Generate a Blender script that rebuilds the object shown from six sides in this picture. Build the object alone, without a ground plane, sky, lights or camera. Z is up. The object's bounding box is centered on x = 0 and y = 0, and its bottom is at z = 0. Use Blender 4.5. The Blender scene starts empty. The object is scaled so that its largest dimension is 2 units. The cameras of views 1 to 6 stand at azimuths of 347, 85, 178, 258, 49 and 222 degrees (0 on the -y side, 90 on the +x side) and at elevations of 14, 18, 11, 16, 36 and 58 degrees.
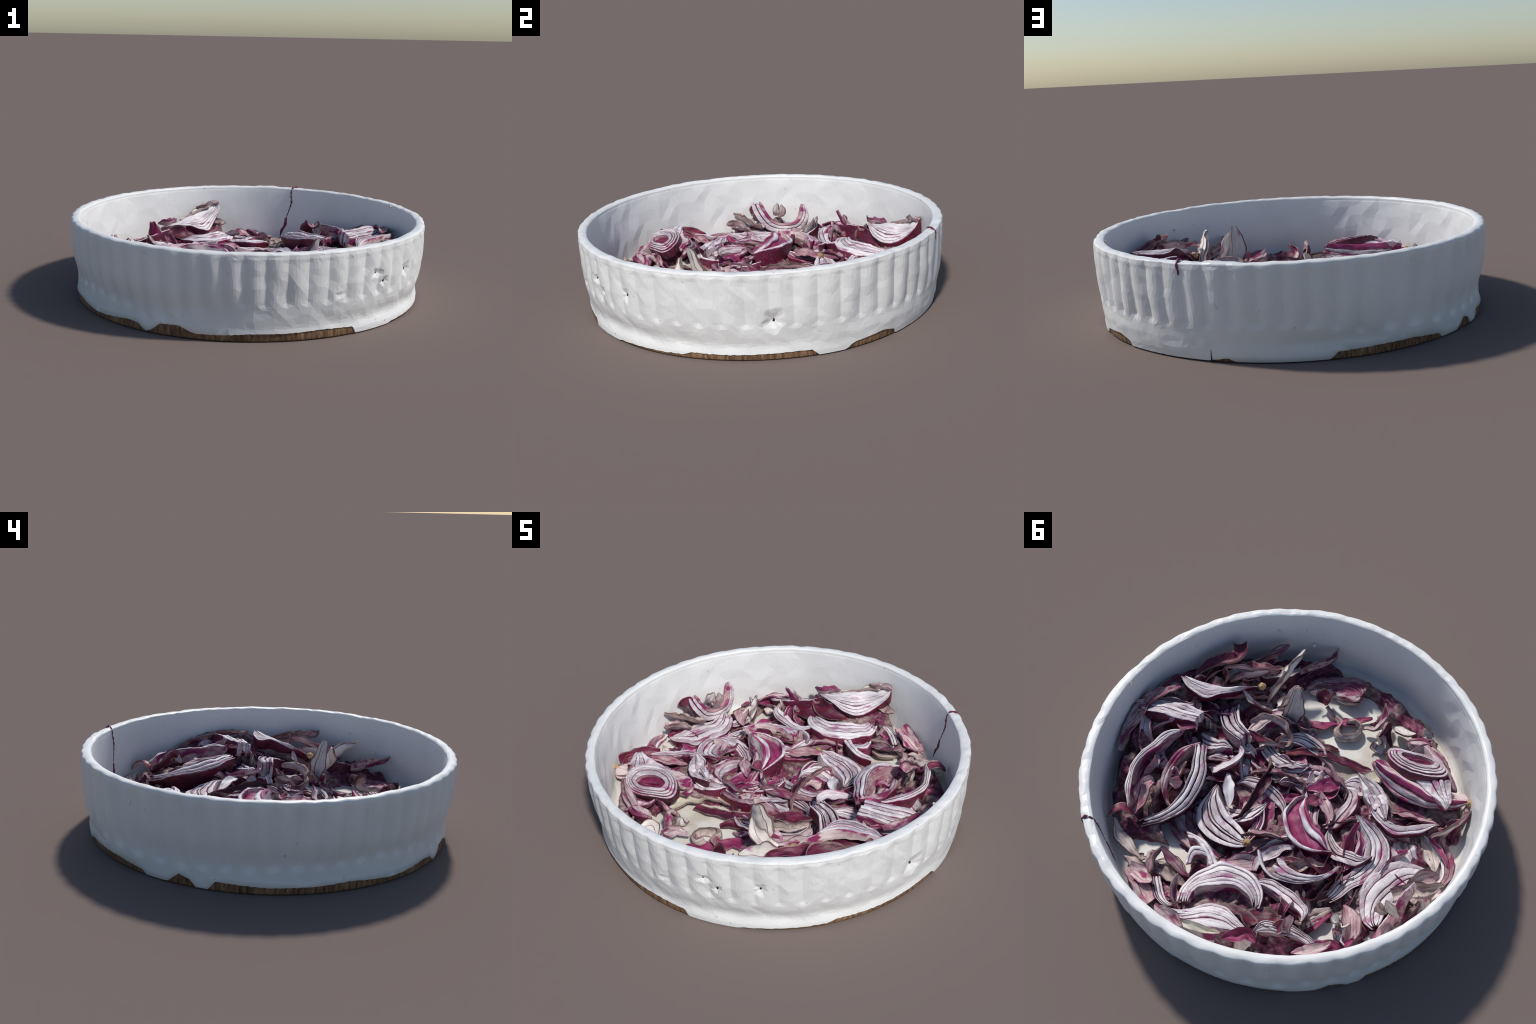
"""White fluted baking dish filled with dried red onion slices."""
import bpy, math, random
import numpy as np
from mathutils import Vector, Matrix, noise

rng = random.Random(11)
TAU = 2 * math.pi
FLOOR_Z = 0.056          # top of the dish floor


# ------------------------------------------------------------------ helpers
def n3(x, y, z, seed=0.0):
    return noise.noise(Vector((x + seed * 7.31, y - seed * 3.7, z + seed * 1.9)))


def catmull(pts, m):
    """m points spaced by arc length along a Catmull-Rom curve through pts."""
    P = np.array(pts, float)
    if len(P) == 2:
        return np.linspace(P[0], P[1], m)
    Q = np.vstack([2 * P[0] - P[1], P, 2 * P[-1] - P[-2]])
    out = []
    for i in range(1, len(Q) - 2):
        t = np.linspace(0, 1, 16, endpoint=False)[:, None]
        a, b, c, d = Q[i - 1], Q[i], Q[i + 1], Q[i + 2]
        out.append(0.5 * (2 * b + (c - a) * t + (2 * a - 5 * b + 4 * c - d) * t ** 2 + (3 * b - a - 3 * c + d) * t ** 3))
    out = np.vstack(out + [P[-1:]])
    s = np.concatenate([[0], np.cumsum(np.linalg.norm(np.diff(out, axis=0), axis=1))])
    u = np.linspace(0, s[-1], m)
    return np.stack([np.interp(u, s, out[:, k]) for k in range(3)], 1)


def catmull_loop(pts, m):
    P = np.array(pts, float)
    c = catmull(np.vstack([P[-2:], P, P[:2]]), 8 * m)
    # keep the part that runs once round, from P[0] back to P[0]
    d = np.linalg.norm(c - P[0], axis=1)
    h = len(c) // 2
    i, j = int(d[:h].argmin()), h + int(d[h:].argmin())
    c = c[i:j + 1]
    s = np.concatenate([[0], np.cumsum(np.linalg.norm(np.diff(c, axis=0), axis=1))])
    u = np.linspace(0, s[-1], m, endpoint=False)
    return np.stack([np.interp(u, s, c[:, k]) for k in range(3)], 1)


def unit(v):
    return v / np.maximum(np.linalg.norm(v, axis=-1, keepdims=True), 1e-9)


INNER = ([0.0, 0.056, 0.064, 0.09, 0.15, 0.24, 0.33, 0.42, 0.46], [0.885, 0.885, 0.899, 0.912, 0.920, 0.927, 0.935, 0.944, 0.96])


def keep_inside(V):
    """press a piece against the wall and the floor instead of through them"""
    r = np.hypot(V[:, 0], V[:, 1])
    lim = np.interp(V[:, 2], *INNER) - 0.006
    k = np.where(r > lim, (lim + 0.10 * np.tanh((r - lim) * .4)) / np.maximum(r, 1e-6), 1.0)
    k = np.minimum(k, 1.0)
    V[:, 0] *= k
    V[:, 1] *= k
    low = FLOOR_Z + 0.003
    V[:, 2] = np.where(V[:, 2] < low, low - 0.004 * np.tanh((low - V[:, 2]) * 4), V[:, 2])
    return V


def frame_for(A, B, up):
    x = unit(np.array(B) - np.array(A))
    z = np.array(up) - x * np.dot(up, x)
    z = unit(z)
    y = np.cross(z, x)
    o = (np.array(A) + np.array(B)) / 2
    M = Matrix(((x[0], y[0], z[0], o[0]), (x[1], y[1], z[1], o[1]), (x[2], y[2], z[2], o[2]), (0, 0, 0, 1)))
    return M


def make_mesh(name, V, F, mats, midx, matrix=None, smooth=True, sharp=None):
    me = bpy.data.meshes.new(name)
    if matrix is not None:
        Mi = np.array(matrix.inverted())
        V = V @ Mi[:3, :3].T + Mi[:3, 3]
    me.from_pydata(V.tolist(), [], F)
    for m in mats:
        me.materials.append(m)
    me.polygons.foreach_set("material_index", np.array(midx, dtype=np.int32))
    me.polygons.foreach_set("use_smooth", np.ones(len(F), dtype=bool) if smooth else np.zeros(len(F), dtype=bool))
    me.update()
    if sharp:
        me.set_sharp_from_angle(angle=math.radians(sharp))
    return me


def add(name, data, parent=None, matrix=None):
    ob = bpy.data.objects.new(name, data)
    bpy.context.scene.collection.objects.link(ob)
    if parent is not None:
        ob.parent = parent
    elif matrix is not None:
        ob.matrix_world = matrix
    return ob


# ---------------------------------------------------------------- materials
def nodes_for(name, rough=0.6, spec=0.35):
    m = bpy.data.materials.new(name)
    m.use_nodes = True
    nt = m.node_tree
    b = nt.nodes["Principled BSDF"]
    b.inputs["Roughness"].default_value = rough
    b.inputs["Specular IOR Level"].default_value = spec
    co = nt.nodes.new("ShaderNodeTexCoord")
    return m, nt, b, co


def tex_noise(nt, co, scale, stretch=(1, 1, 1), detail=4, rough=0.55, offset=0.0):
    mp = nt.nodes.new("ShaderNodeMapping")
    mp.inputs["Scale"].default_value = stretch
    mp.inputs["Location"].default_value = (offset, offset * .7, -offset)
    nt.links.new(co.outputs["Object"], mp.inputs["Vector"])
    t = nt.nodes.new("ShaderNodeTexNoise")
    t.inputs["Scale"].default_value = scale
    t.inputs["Detail"].default_value = detail
    t.inputs["Roughness"].default_value = rough
    nt.links.new(mp.outputs["Vector"], t.inputs["Vector"])
    return t.outputs["Fac"]


def ramp(nt, fac, stops):
    r = nt.nodes.new("ShaderNodeValToRGB")
    el = r.color_ramp.elements
    while len(el) < len(stops):
        el.new(0.5)
    for e, (p, c) in zip(el, stops):
        e.position = p
        e.color = (*c, 1)
    nt.links.new(fac, r.inputs["Fac"])
    return r.outputs["Color"]


def mix(nt, fac, a, b, kind="MIX"):
    n = nt.nodes.new("ShaderNodeMix")
    n.data_type = "RGBA"
    n.blend_type = kind
    for sock, v in ((n.inputs["Factor"], fac), (n.inputs[6], a), (n.inputs[7], b)):
        if isinstance(v, (int, float)):
            sock.default_value = v
        elif isinstance(v, tuple):
            sock.default_value = (*v, 1)
        else:
            nt.links.new(v, sock)
    return n.outputs[2]


def math_node(nt, op, a, b):
    n = nt.nodes.new("ShaderNodeMath")
    n.operation = op
    for i, v in enumerate((a, b)):
        if isinstance(v, (int, float)):
            n.inputs[i].default_value = v
        else:
            nt.links.new(v, n.inputs[i])
    return n.outputs[0]


def bump(nt, bsdf, fac, strength, dist):
    n = nt.nodes.new("ShaderNodeBump")
    n.inputs["Strength"].default_value = strength
    n.inputs["Distance"].default_value = dist
    nt.links.new(fac, n.inputs["Height"])
    nt.links.new(n.outputs["Normal"], bsdf.inputs["Normal"])


def onion_material(name, stops, streak=(4, 70, 70), speck=0.35, accent=None, accent_at=(.56, .66), rough=.55, bump_s=.35, vary=.25):
    """streaked, grainy tissue; stops run from its dark to its light tint"""
    m, nt, b, co = nodes_for(name, rough)
    st = tex_noise(nt, co, 1.0, streak, 5, .6)
    bl = tex_noise(nt, co, 9.0, (1, 1, 1), 3, .5, 3.1)
    gr = tex_noise(nt, co, 260.0, (1, 1, 1), 2, .6, 5.0)
    f = math_node(nt, "ADD", math_node(nt, "MULTIPLY", st, .62), math_node(nt, "MULTIPLY", bl, .38))
    f = math_node(nt, "ADD", math_node(nt, "MULTIPLY", math_node(nt, "SUBTRACT", gr, .5), speck), f)
    oi = nt.nodes.new("ShaderNodeObjectInfo")
    f = math_node(nt, "ADD", f, math_node(nt, "MULTIPLY", math_node(nt, "SUBTRACT", oi.outputs["Random"], .5), vary))
    col = ramp(nt, f, stops)
    if accent:
        af = tex_noise(nt, co, 1.0, (7, 22, 22), 3, .5, 9.0)
        k = nt.nodes.new("ShaderNodeMapRange")
        k.inputs["From Min"].default_value, k.inputs["From Max"].default_value = accent_at
        nt.links.new(af, k.inputs["Value"])
        col = mix(nt, k.outputs["Result"], col, accent)
    nt.links.new(col, b.inputs["Base Color"])
    bump(nt, b, math_node(nt, "ADD", math_node(nt, "MULTIPLY", st, 1.0), math_node(nt, "MULTIPLY", gr, .35)), bump_s, .006)
    return m


FLESH = onion_material("onion_flesh", [(.28, (.27, .20, .23)), (.42, (.47, .40, .43)), (.54, (.68, .62, .64)), (.68, (.82, .78, .78))], (5, 60, 60), .5, accent=(.40, .15, .27), accent_at=(.58, .70))
MAUVE = onion_material("onion_mauve", [(.28, (.115, .040, .060)), (.42, (.27, .145, .175)), (.56, (.46, .335, .355)), (.72, (.68, .58, .585))], (4, 80, 80), .35, accent=(.20, .025, .085), accent_at=(.50, .60))
MEMBRANE = onion_material("onion_membrane", [(.26, (.25, .095, .13)), (.42, (.44, .27, .29)), (.56, (.62, .49, .485)), (.72, (.78, .70, .66))], (4, 70, 70), .3, accent=(.27, .030, .115), accent_at=(.52, .62))
PETAL = onion_material("onion_petal", [(.28, (.40, .34, .32)), (.45, (.60, .55, .52)), (.60, (.75, .71, .67)), (.72, (.80, .77, .73))], (4, 50, 50), .3, accent=(.52, .20, .40), accent_at=(.58, .72))
DRY = onion_material("onion_dry", [(.28, (.15, .095, .095)), (.44, (.35, .265, .25)), (.58, (.55, .465, .425)), (.74, (.72, .65, .59))], (4, 70, 70), .35, accent=(.26, .07, .12), accent_at=(.55, .66))
CREAM = onion_material("onion_cream", [(.28, (.50, .44, .34)), (.45, (.67, .62, .50)), (.65, (.79, .76, .66))], (4, 40, 40), .3)
SKIN = onion_material("onion_skin", [(.30, (.030, .006, .012)), (.46, (.085, .013, .032)), (.60, (.175, .026, .066)), (.76, (.33, .10, .15))], (4, 110, 110), .22, rough=.42, accent=(.15, .012, .028), accent_at=(.56, .66))
MAGENTA = onion_material("onion_magenta", [(.28, (.085, .009, .026)), (.46, (.20, .020, .075)), (.60, (.32, .040, .135)), (.78, (.48, .16, .27))], (4, 60, 60), .35, rough=.5, accent=(.22, .015, .045), accent_at=(.56, .68))
LINE = onion_material("onion_layer_edge", [(.30, (.06, .018, .030)), (.45, (.17, .045, .095)), (.55, (.34, .13, .22)), (.66, (.60, .47, .53))], (14, 50, 50), .3, vary=.3)
BROWN = onion_material("onion_dried_edge", [(.30, (.05, .025, .025)), (.48, (.18, .11, .105)), (.62, (.36, .26, .245)), (.75, (.54, .45, .42))], (14, 50, 50), .3, vary=.2)
NUB = onion_material("onion_root", [(.3, (.20, .12, .06)), (.5, (.50, .33, .16)), (.7, (.70, .52, .30))], (20, 20, 20), .5)
LOOKS = {"flesh": FLESH, "mauve": MAUVE, "membrane": MEMBRANE, "petal": PETAL, "dry": DRY, "cream": CREAM, "skin": SKIN, "magenta": MAGENTA}
BACK = {"flesh": MEMBRANE, "mauve": MAUVE, "membrane": SKIN, "petal": PETAL, "dry": DRY, "cream": DRY, "skin": MEMBRANE, "magenta": MEMBRANE}
EDGE = {"flesh": LINE, "mauve": BROWN, "membrane": LINE, "petal": BROWN, "dry": BROWN, "cream": DRY, "skin": BROWN, "magenta": LINE}


def glaze_material():
    m, nt, b, co = nodes_for("white_glaze", .42, .4)
    big = tex_noise(nt, co, 2.2, (1, 1, 1), 4, .5)
    fine = tex_noise(nt, co, 90, (1, 1, .35), 3, .6, 2)
    col = ramp(nt, big, [(.3, (.70, .70, .685)), (.5, (.755, .752, .735)), (.7, (.785, .782, .765))])  # white tinted warm against bluish shade, toned down for the sunlit wall
    col = mix(nt, .05, col, ramp(nt, fine, [(.35, (.45, .46, .47)), (.6, (.9, .9, .9))]))
    dots = tex_noise(nt, co, 34, (1, 1, 1), 1, .4, 7)
    col = mix(nt, ramp(nt, dots, [(.76, (0, 0, 0)), (.80, (.5, .5, .5))]), col, (.42, .41, .40))
    nt.links.new(col, b.inputs["Base Color"])
    return m


def floor_material():
    m, nt, b, co = nodes_for("stained_glaze_floor", .5, .35)
    big = tex_noise(nt, co, 4.5, (1, 1, 1), 5, .55)
    fine = tex_noise(nt, co, 120, (1, 1, 1), 3, .6, 2)
    col = ramp(nt, big, [(.34, (.56, .50, .42)), (.46, (.71, .675, .60)), (.62, (.77, .75, .70))])
    col = mix(nt, .08, col, ramp(nt, fine, [(.35, (.4, .4, .4)), (.6, (.85, .85, .85))]))
    nt.links.new(col, b.inputs["Base Color"])
    return m


def clay_material():
    m, nt, b, co = nodes_for("bare_brown_clay", .8, .2)
    # short slanted strokes running down the bare foot
    st = tex_noise(nt, co, 1.0, (75, 75, 16), 4, .6)
    bl = tex_noise(nt, co, 6.0, (1, 1, 1), 3, .5, 4)
    f = math_node(nt, "ADD", math_node(nt, "MULTIPLY", st, .75), math_node(nt, "MULTIPLY", bl, .25))
    col = ramp(nt, f, [(.30, (.04, .024, .014)), (.45, (.14, .078, .043)), (.58, (.25, .15, .085)), (.72, (.37, .25, .16))])  # browns darkened a little: shade on the rear foot painted in
    nt.links.new(col, b.inputs["Base Color"])
    bump(nt, b, st, .5, .006)
    return m


GLAZE, FLOORMAT, CLAY = glaze_material(), floor_material(), clay_material()


def heap_material():
    m, nt, b, co = nodes_for("packed_onion_scraps", .6)
    st = tex_noise(nt, co, 1.0, (26, 26, 60), 4, .6)
    pick = tex_noise(nt, co, 7.0, (1, 1, 1), 3, .6, 4)
    gr = tex_noise(nt, co, 240, (1, 1, 1), 2, .6, 2)
    f = math_node(nt, "ADD", st, math_node(nt, "MULTIPLY", math_node(nt, "SUBTRACT", gr, .5), .25))
    pale = ramp(nt, f, [(.30, (.085, .045, .045)), (.45, (.20, .125, .125)), (.6, (.34, .25, .245)), (.74, (.52, .43, .41))])  # both ramps kept dark so shadow between slices is in the colour
    dark = ramp(nt, f, [(.30, (.035, .008, .016)), (.46, (.11, .022, .05)), (.60, (.23, .05, .11)), (.76, (.42, .20, .27))])
    k = nt.nodes.new("ShaderNodeMapRange")
    k.inputs["From Min"].default_value, k.inputs["From Max"].default_value = .44, .54
    nt.links.new(pick, k.inputs["Value"])
    nt.links.new(mix(nt, k.outputs["Result"], pale, dark), b.inputs["Base Color"])
    bump(nt, b, st, .5, .01)
    return m


HEAP = heap_material()


# --------------------------------------------------------------------- dish
FLUTES = 56
OUTER = ([0.0, 0.03, 0.07, 0.12, 0.20, 0.27, 0.36, 0.415, 0.432], [0.959, 0.964, 0.968, 0.975, 0.986, 0.992, 0.996, 0.9965, 0.993])
# where the grooves sit: degrees round the dish against groove number
GROOVES = ([47.4, 65.2, 98.0, 104.6, 136.7, 168.9, 212.7, 238.2, 256.2, 286.6, 311.2, 336.7, 376.3, 407.4],
           [0, 3, 8, 9, 13, 18, 25, 29, 32, 37, 41, 45, 51, 56])
# dips and swells of the low waist of the wall
LEAN = ([-180, -90, -75, -55, -40, -25, -10, 5, 20, 32, 55, 75, 92, 105, 117, 128, 140, 150, 180], [0, 0, -.006, -.014, -.014, -.010, -.006, -.003, .006, .008, .002, -.004, -.014, -.012, .004, .008, .004, 0, 0])
# how far the very foot flares out
FLARE = ([-180, -160, -100, -80, -40, -20, 15, 30, 45, 60, 80, 100, 140, 160, 180],
         [.012, .010, .003, .005, .007, .004, .006, .002, -.005, -.006, -.004, -.004, .004, .012, .012])
# height of the ragged lower edge of the glaze (degrees round the dish, metres)
GLAZE_EDGE = [(-180, .032), (-169, .041), (-156, .022), (-150, .026), (-141, .042), (-136.5, .036), (-134, .004), (-132, .012), (-129, .054),
              (-123, .058), (-118, .027), (-110, .029), (-102, .038), (-91, .038), (-80, .045), (-70, .036), (-68.5, -.01), (-56, -.01),
              (-53, .006), (-43, .011), (-29, .014), (-26.5, .029), (-15, .027), (4, .032), (8, .031), (10.5, -.008), (17, -.01), (21, .03),
              (31.5, .045), (36, .026), (37, -.01), (46, -.01), (50, .004), (52, -.01), (63, -.004), (70, .016), (74, -.01), (96, -.006),
              (98.5, .031), (109, .038), (120, .040), (130, .022), (132, -.008), (139, .004), (142.4, .052), (146, .034), (148, -.008),
              (151, -.004), (153.3, .042), (168, .030), (180, .032)]
# dents knocked into the outer wall: degrees, height, radius, depth
DENTS = [(-47, .273, .042, .019), (-2.5, .201, .068, .024), (-62.5, .30, .040, .015), (-58.8, .250, .030, .017), (-75.8, .217, .030, .009),
         (-133, .40, .030, .011)]


def lattice_relief(a, z, R, cell, seed):
    """height of a crumpled, flat-faceted skin: random heights on a triangular lattice, linear between"""
    nc = max(3, int(round(TAU * R / cell)))
    u = (a / TAU) * nc
    v = z / (cell * .866)
    u = u + .22 * np.sin(v * 2.1 + u * .7 + seed)
    v = v + .22 * np.sin(u * 1.7 + seed * 2)
    q = u - v * .5
    i, j = np.floor(q).astype(int), np.floor(v).astype(int)
    f, g = q - i, v - j

    def h(ii, jj):
        col = np.floor(ii + jj * .5).astype(int)            # lattice column, wrapped round the dish
        k = ((col % nc) * 92821 + jj * 68917 + (jj % 2) * 131 + seed * 5557) % 100003
        k = (k * 7919 + 104729) % 100003
        return k / 50001.5 - 1.0
    up = f + g > 1
    h10, h01 = h(i + 1, j), h(i, j + 1)
    lo = h(i, j) * (1 - f - g) + h10 * f + h01 * g
    hi = h(i + 1, j + 1) * (f + g - 1) + h10 * (1 - g) + h01 * (1 - f)
    return np.where(up, hi, lo)


def angdist(a, deg):
    return (a - math.radians(deg) + math.pi) % TAU - math.pi


def build_dish():
    NA = FLUTES * 16
    ang = np.arange(NA) * TAU / NA
    root = add("baking_dish", None)
    root["label"] = "round white glazed baking dish with fluted sides and chipped brown foot"
    root["category"] = "baking dish"

    deg = (np.degrees(ang) + 180) % 360 - 180
    ed = np.array(GLAZE_EDGE)
    edge = np.interp(deg, ed[:, 0], ed[:, 1])
    edge += np.array([.0025 * n3(60 * math.cos(t), 60 * math.sin(t), 0) + .0018 * n3(160 * math.cos(t), 160 * math.sin(t), 3) for t in ang])
    edge = np.maximum(edge, -.0)
    # where the flutes die out towards the foot
    stop = np.interp(deg, [-180, -160, -140, -134, -126, -118, -108, -60, 0, 40, 95, 106, 130, 155, 180],
                     [.11, .13, .11, .065, .075, .14, .175, .175, .16, .15, .15, .10, .08, .09, .11])
    stop += np.array([.008 * n3(3 * math.cos(t), 3 * math.sin(t), 9) for t in ang])
    depth_k = np.array([.95 + .5 * n3(2.0 * math.cos(t), 2.0 * math.sin(t), 15) for t in ang])
    lit = .45 + .55 * np.clip(np.cos(ang - math.radians(-10)) * 1.3 + .35, 0, 1)
    rim_z = .444 - .0035 * np.cos(ang) - .0015 * np.sin(ang)
    rim_z = rim_z + np.array([.0030 * n3(7 * math.cos(t), 7 * math.sin(t), 2) + .0026 * n3(22 * math.cos(t), 22 * math.sin(t), 4) for t in ang])

    soft = lambda t: t * t * (3 - 2 * t)
    # the back of the foot flares out below a slight waist
    back = np.clip((np.cos(ang - math.radians(198)) - .25) / .6, 0, 1)
    back = back * back * (3 - 2 * back)
    rib = .0105 + .0075 * soft(np.clip((np.cos(ang - math.radians(160)) + .25) / .6, 0, 1))
    def foot_r(z):
        """offsets shared by the glazed wall and the clay foot under it"""
        swell = .0015 + .0040 * soft(np.clip((np.cos(ang - math.radians(62)) - .45) / .3, 0, 1))
        return swell + np.interp(deg, *LEAN) * np.exp(-((z - .085) / .045) ** 2) + np.interp(deg, *FLARE) * soft(np.clip((.07 - z) / .07, 0, 1))

    def profile_r(z):
        r = np.interp(z, *OUTER) + foot_r(z)
        return r + back * (.002 * soft(np.clip((z - .3) / .08, 0, 1)) - .013 * np.exp(-((z - .145) / .065) ** 2))

    def outer_r(z):
        r = profile_r(z)
        fl = np.sin(math.pi * np.interp((np.degrees(ang) - 47.4) % 360 + 47.4, *GROOVES)) ** 2      # 0 in a groove, 1 on a rib
        fl = fl ** .55
        fade = soft(np.clip((z - stop + .01) / .04, 0, 1)) * (.35 + .65 * np.clip((.432 - z) / .035, 0, 1))
        r = r - rib * depth_k * (1 - fl) * fade
        r = r - .0015 * np.clip(1 - np.abs(z - stop + .012) / .04, 0, 1)
        r = r + lattice_relief(ang, z, .97, .075, 3) * .0034 * lit * np.clip((z + .03) / .05, .3, 1)
        r = r + lattice_relief(ang, z + .03, .97, .13, 14) * .0040 * lit
        r = r + lattice_relief(ang, z, .97, .040, 8) * .0012 * lit
        for d, zc, rad, dep in DENTS:
            x = angdist(ang, d) * .97
            dz = z - zc
            star = 1 + .22 * np.cos(2 * np.arctan2(dz, x) + d) + .12 * np.cos(5 * np.arctan2(dz, x) + d * 2)
            q = np.hypot(x, dz * 1.15) / (rad * star)
            r = r - dep * np.clip(1 - q, 0, 1) ** 1.25
        low = profile_r(z) + .0030          # stay outside the clay foot
        k = soft(np.clip((.085 - z) / .06, 0, 1))
        return r + (np.maximum(r, low) - r) * k

    def inner_r(z):
        r = np.interp(z, *INNER)
        r = r + .018 * np.exp(-((np.abs(angdist(ang, -78)) / .75) ** 4)) * np.exp(-((z - .10) / .10) ** 2)
        return r + lattice_relief(ang, z, .93, .075, 21) * .0048 * np.clip(.25 + np.cos(ang - math.radians(190)) * 1.2, .3, 1)

    rows = []          # (x, y, z) rings from the glaze edge up, over the rim, down and across the floor

    def ring(r, z):
        z = z * np.ones(NA)
        rows.append(np.stack([r * np.cos(ang), r * np.sin(ang), z], 1))

    # underside lip of the glaze
    base_r = profile_r(np.maximum(edge, 0))
    ring(base_r - .030, edge + .001)
    ring(base_r - .004, edge + .0005)
    top = .428
    NZ = 58
    for i in range(NZ):
        t = i / (NZ - 1)
        z = edge + .004 + (top - edge - .004) * t
        ring(outer_r(z), z)
    n_wall = len(rows) - 1
    for k in range(1, 12):                      # rounded rim
        t = k / 12 * math.pi
        ro, ri = outer_r(top * np.ones(NA)), inner_r(.425 * np.ones(NA))
        ro = .6 * ro + .4 * np.interp(.425, *OUTER) if k > 5 else ro
        c, w = (ro + ri) / 2, (ro - ri) / 2
        dent = lattice_relief(ang, .08 + .01 * k * np.ones(NA), .97, .055, 31) * .0026
        ring(c + w * math.cos(t) * (1 + .12 * math.sin(t)), top + (rim_z - top) * math.sin(t) ** .8 + dent * math.sin(t))
    n_rim = len(rows) - 1
    for i in range(44):
        z = .425 + (.072 - .425) * i / 43
        ring(inner_r(z * np.ones(NA)), z)
    n_in = len(rows) - 1
    for k, (r, z) in enumerate(((.899, .0665), (.892, .0605), (.882, .057), (.868, .056))):
        ring(r + 0 * ang, z)
    fl_r = np.linspace(.845, .02, 42)
    for r in fl_r:
        rel = lattice_relief(ang, r * np.ones(NA), max(r, .15), .085, 41) * .0025 * min(1, r / .2)
        ring(r + 0 * ang, .056 + rel)
    V = np.vstack(rows)
    R = len(rows)
    idx = np.arange(NA)
    nxt = (idx + 1) % NA

    def quads(r0, r1):
        out = []
        for r in range(r0, r1):
            a, b = r * NA + idx, r * NA + nxt
            c, d = b + NA, a + NA
            out.append(np.stack([a, b, c, d], 1))
        return np.vstack(out)
    centre = len(V)
    V = np.vstack([V, [[0, 0, .056]]])
    Q = quads(0, R - 1)
    tri = [[(R - 1) * NA + i, (R - 1) * NA + (i + 1) % NA, centre] for i in range(NA)]
    # region of every face: 0 outer wall, 1 rim, 2 inner wall, 3 floor
    ring_of = np.concatenate([np.full(NA, r) for r in range(R - 1)])
    region = np.searchsorted([n_wall, n_rim, n_in], ring_of, side="right").tolist() + [3] * NA
    whole = bpy.data.meshes.new("whole_dish")
    whole.from_pydata(V.tolist(), [], Q.tolist() + tri)
    for _ in range(4):
        whole.materials.append(GLAZE)
    whole.polygons.foreach_set("material_index", np.array(region, dtype=np.int32))
    tmp = bpy.data.objects.new("whole_dish", whole)
    bpy.context.scene.collection.objects.link(tmp)
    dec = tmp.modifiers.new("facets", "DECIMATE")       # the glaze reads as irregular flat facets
    dec.ratio = .07
    bpy.context.view_layer.update()
    low = bpy.data.meshes.new_from_object(tmp.evaluated_get(bpy.context.evaluated_depsgraph_get()))
    bpy.data.objects.remove(tmp)
    LV = np.array([v.co[:] for v in low.vertices])
    low.polygons.foreach_set("use_smooth", np.ones(len(low.polygons), dtype=bool))
    low.update()
    LN = np.array([v.normal[:] for v in low.vertices])
    faces = [[] for _ in range(4)]
    for p in low.polygons:
        faces[p.material_index].append((list(p.vertices), np.array(p.normal), np.array(p.center)))

    def crispness(c, reg):
        """flat facets on some sides of the dish, soft flutes on the others"""
        a = math.degrees(math.atan2(c[1], c[0]))
        if reg == 3:
            return .35
        wave = 14 * n3(c[0] * 3, c[1] * 3, c[2] * 3)
        if reg == 2:
            return .75 if 85 < (a + wave) % 360 < 285 else .25
        return 1.0 if -108 < a + wave < 72 else .12

    for reg, (name, mat) in enumerate((("fluted_wall", GLAZE), ("rim", GLAZE), ("inner_wall", GLAZE), ("dish_floor", FLOORMAT))):
        used = sorted({q for f, _, _ in faces[reg] for q in f})
        back_to = {q: k for k, q in enumerate(used)}
        F, normals = [], []
        for f, fn, c in faces[reg]:
            F.append([back_to[q] for q in f])
            k = crispness(c, reg)
            normals += [tuple(unit(fn * k + LN[q] * (1 - k))) for q in f]
        me = make_mesh(name, LV[used], F, [mat], [0] * len(F))
        me.normals_split_custom_set(normals)
        add(name, me, root)
    bpy.data.meshes.remove(low)

    # bare clay foot showing below the glaze
    fr, fz = [], []
    for r, z in ((.2, .012), (.88, .012), (.905, .002), (.945, 0.0), (.9560, .0008), (.9575, .006), (.9590, .014), (.9610, .03), (.9625, .048), (.960, .066), (.93, .07)):
        fr.append(r), fz.append(z)
    fv = []
    for r, z in zip(fr, fz):
        rr = r + (np.array([.0012 * n3(30 * math.cos(t), 30 * math.sin(t), z * 20) for t in ang]) + foot_r(z) if r > .94 else 0)
        fv.append(np.stack([rr * np.cos(ang), rr * np.sin(ang), z + 0 * ang], 1))
    fv = np.vstack(fv)
    F = [[k * NA + i, k * NA + (i + 1) % NA, (k + 1) * NA + (i + 1) % NA, (k + 1) * NA + i] for k in range(len(fr) - 1) for i in range(NA)]
    F.append([i for i in range(NA)][::-1])
    add("foot", make_mesh("foot", fv, F, [CLAY], [0] * len(F)), root)

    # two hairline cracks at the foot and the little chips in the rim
    for d, h in ((65.5, .055), (9.2, .04), (-56, .03)):
        a = math.radians(d)
        pts = [(h * t, .0022 * (1 - t) + .0004) for t in np.linspace(0, 1, 6)]
        Vc, Fc = [], []
        for k, (z, w) in enumerate(pts):
            r = np.interp(z, *OUTER) + .0072
            for s in (-1, 1):
                for dr in (0.0, -.024):
                    t = a + s * w / r + .012 * (z / h) * (1 if d > 0 else -1) * .3
                    Vc.append(((r + dr) * math.cos(t), (r + dr) * math.sin(t), z + .0005))
            if k:
                b = 4 * (k - 1)
                Fc += [[b, b + 2, b + 6, b + 4], [b + 1, b + 5, b + 7, b + 3], [b, b + 4, b + 5, b + 1], [b + 2, b + 3, b + 7, b + 6]]
        add("crack", make_mesh("crack", np.array(Vc), Fc, [CRACK], [0] * len(Fc)), root)
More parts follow.
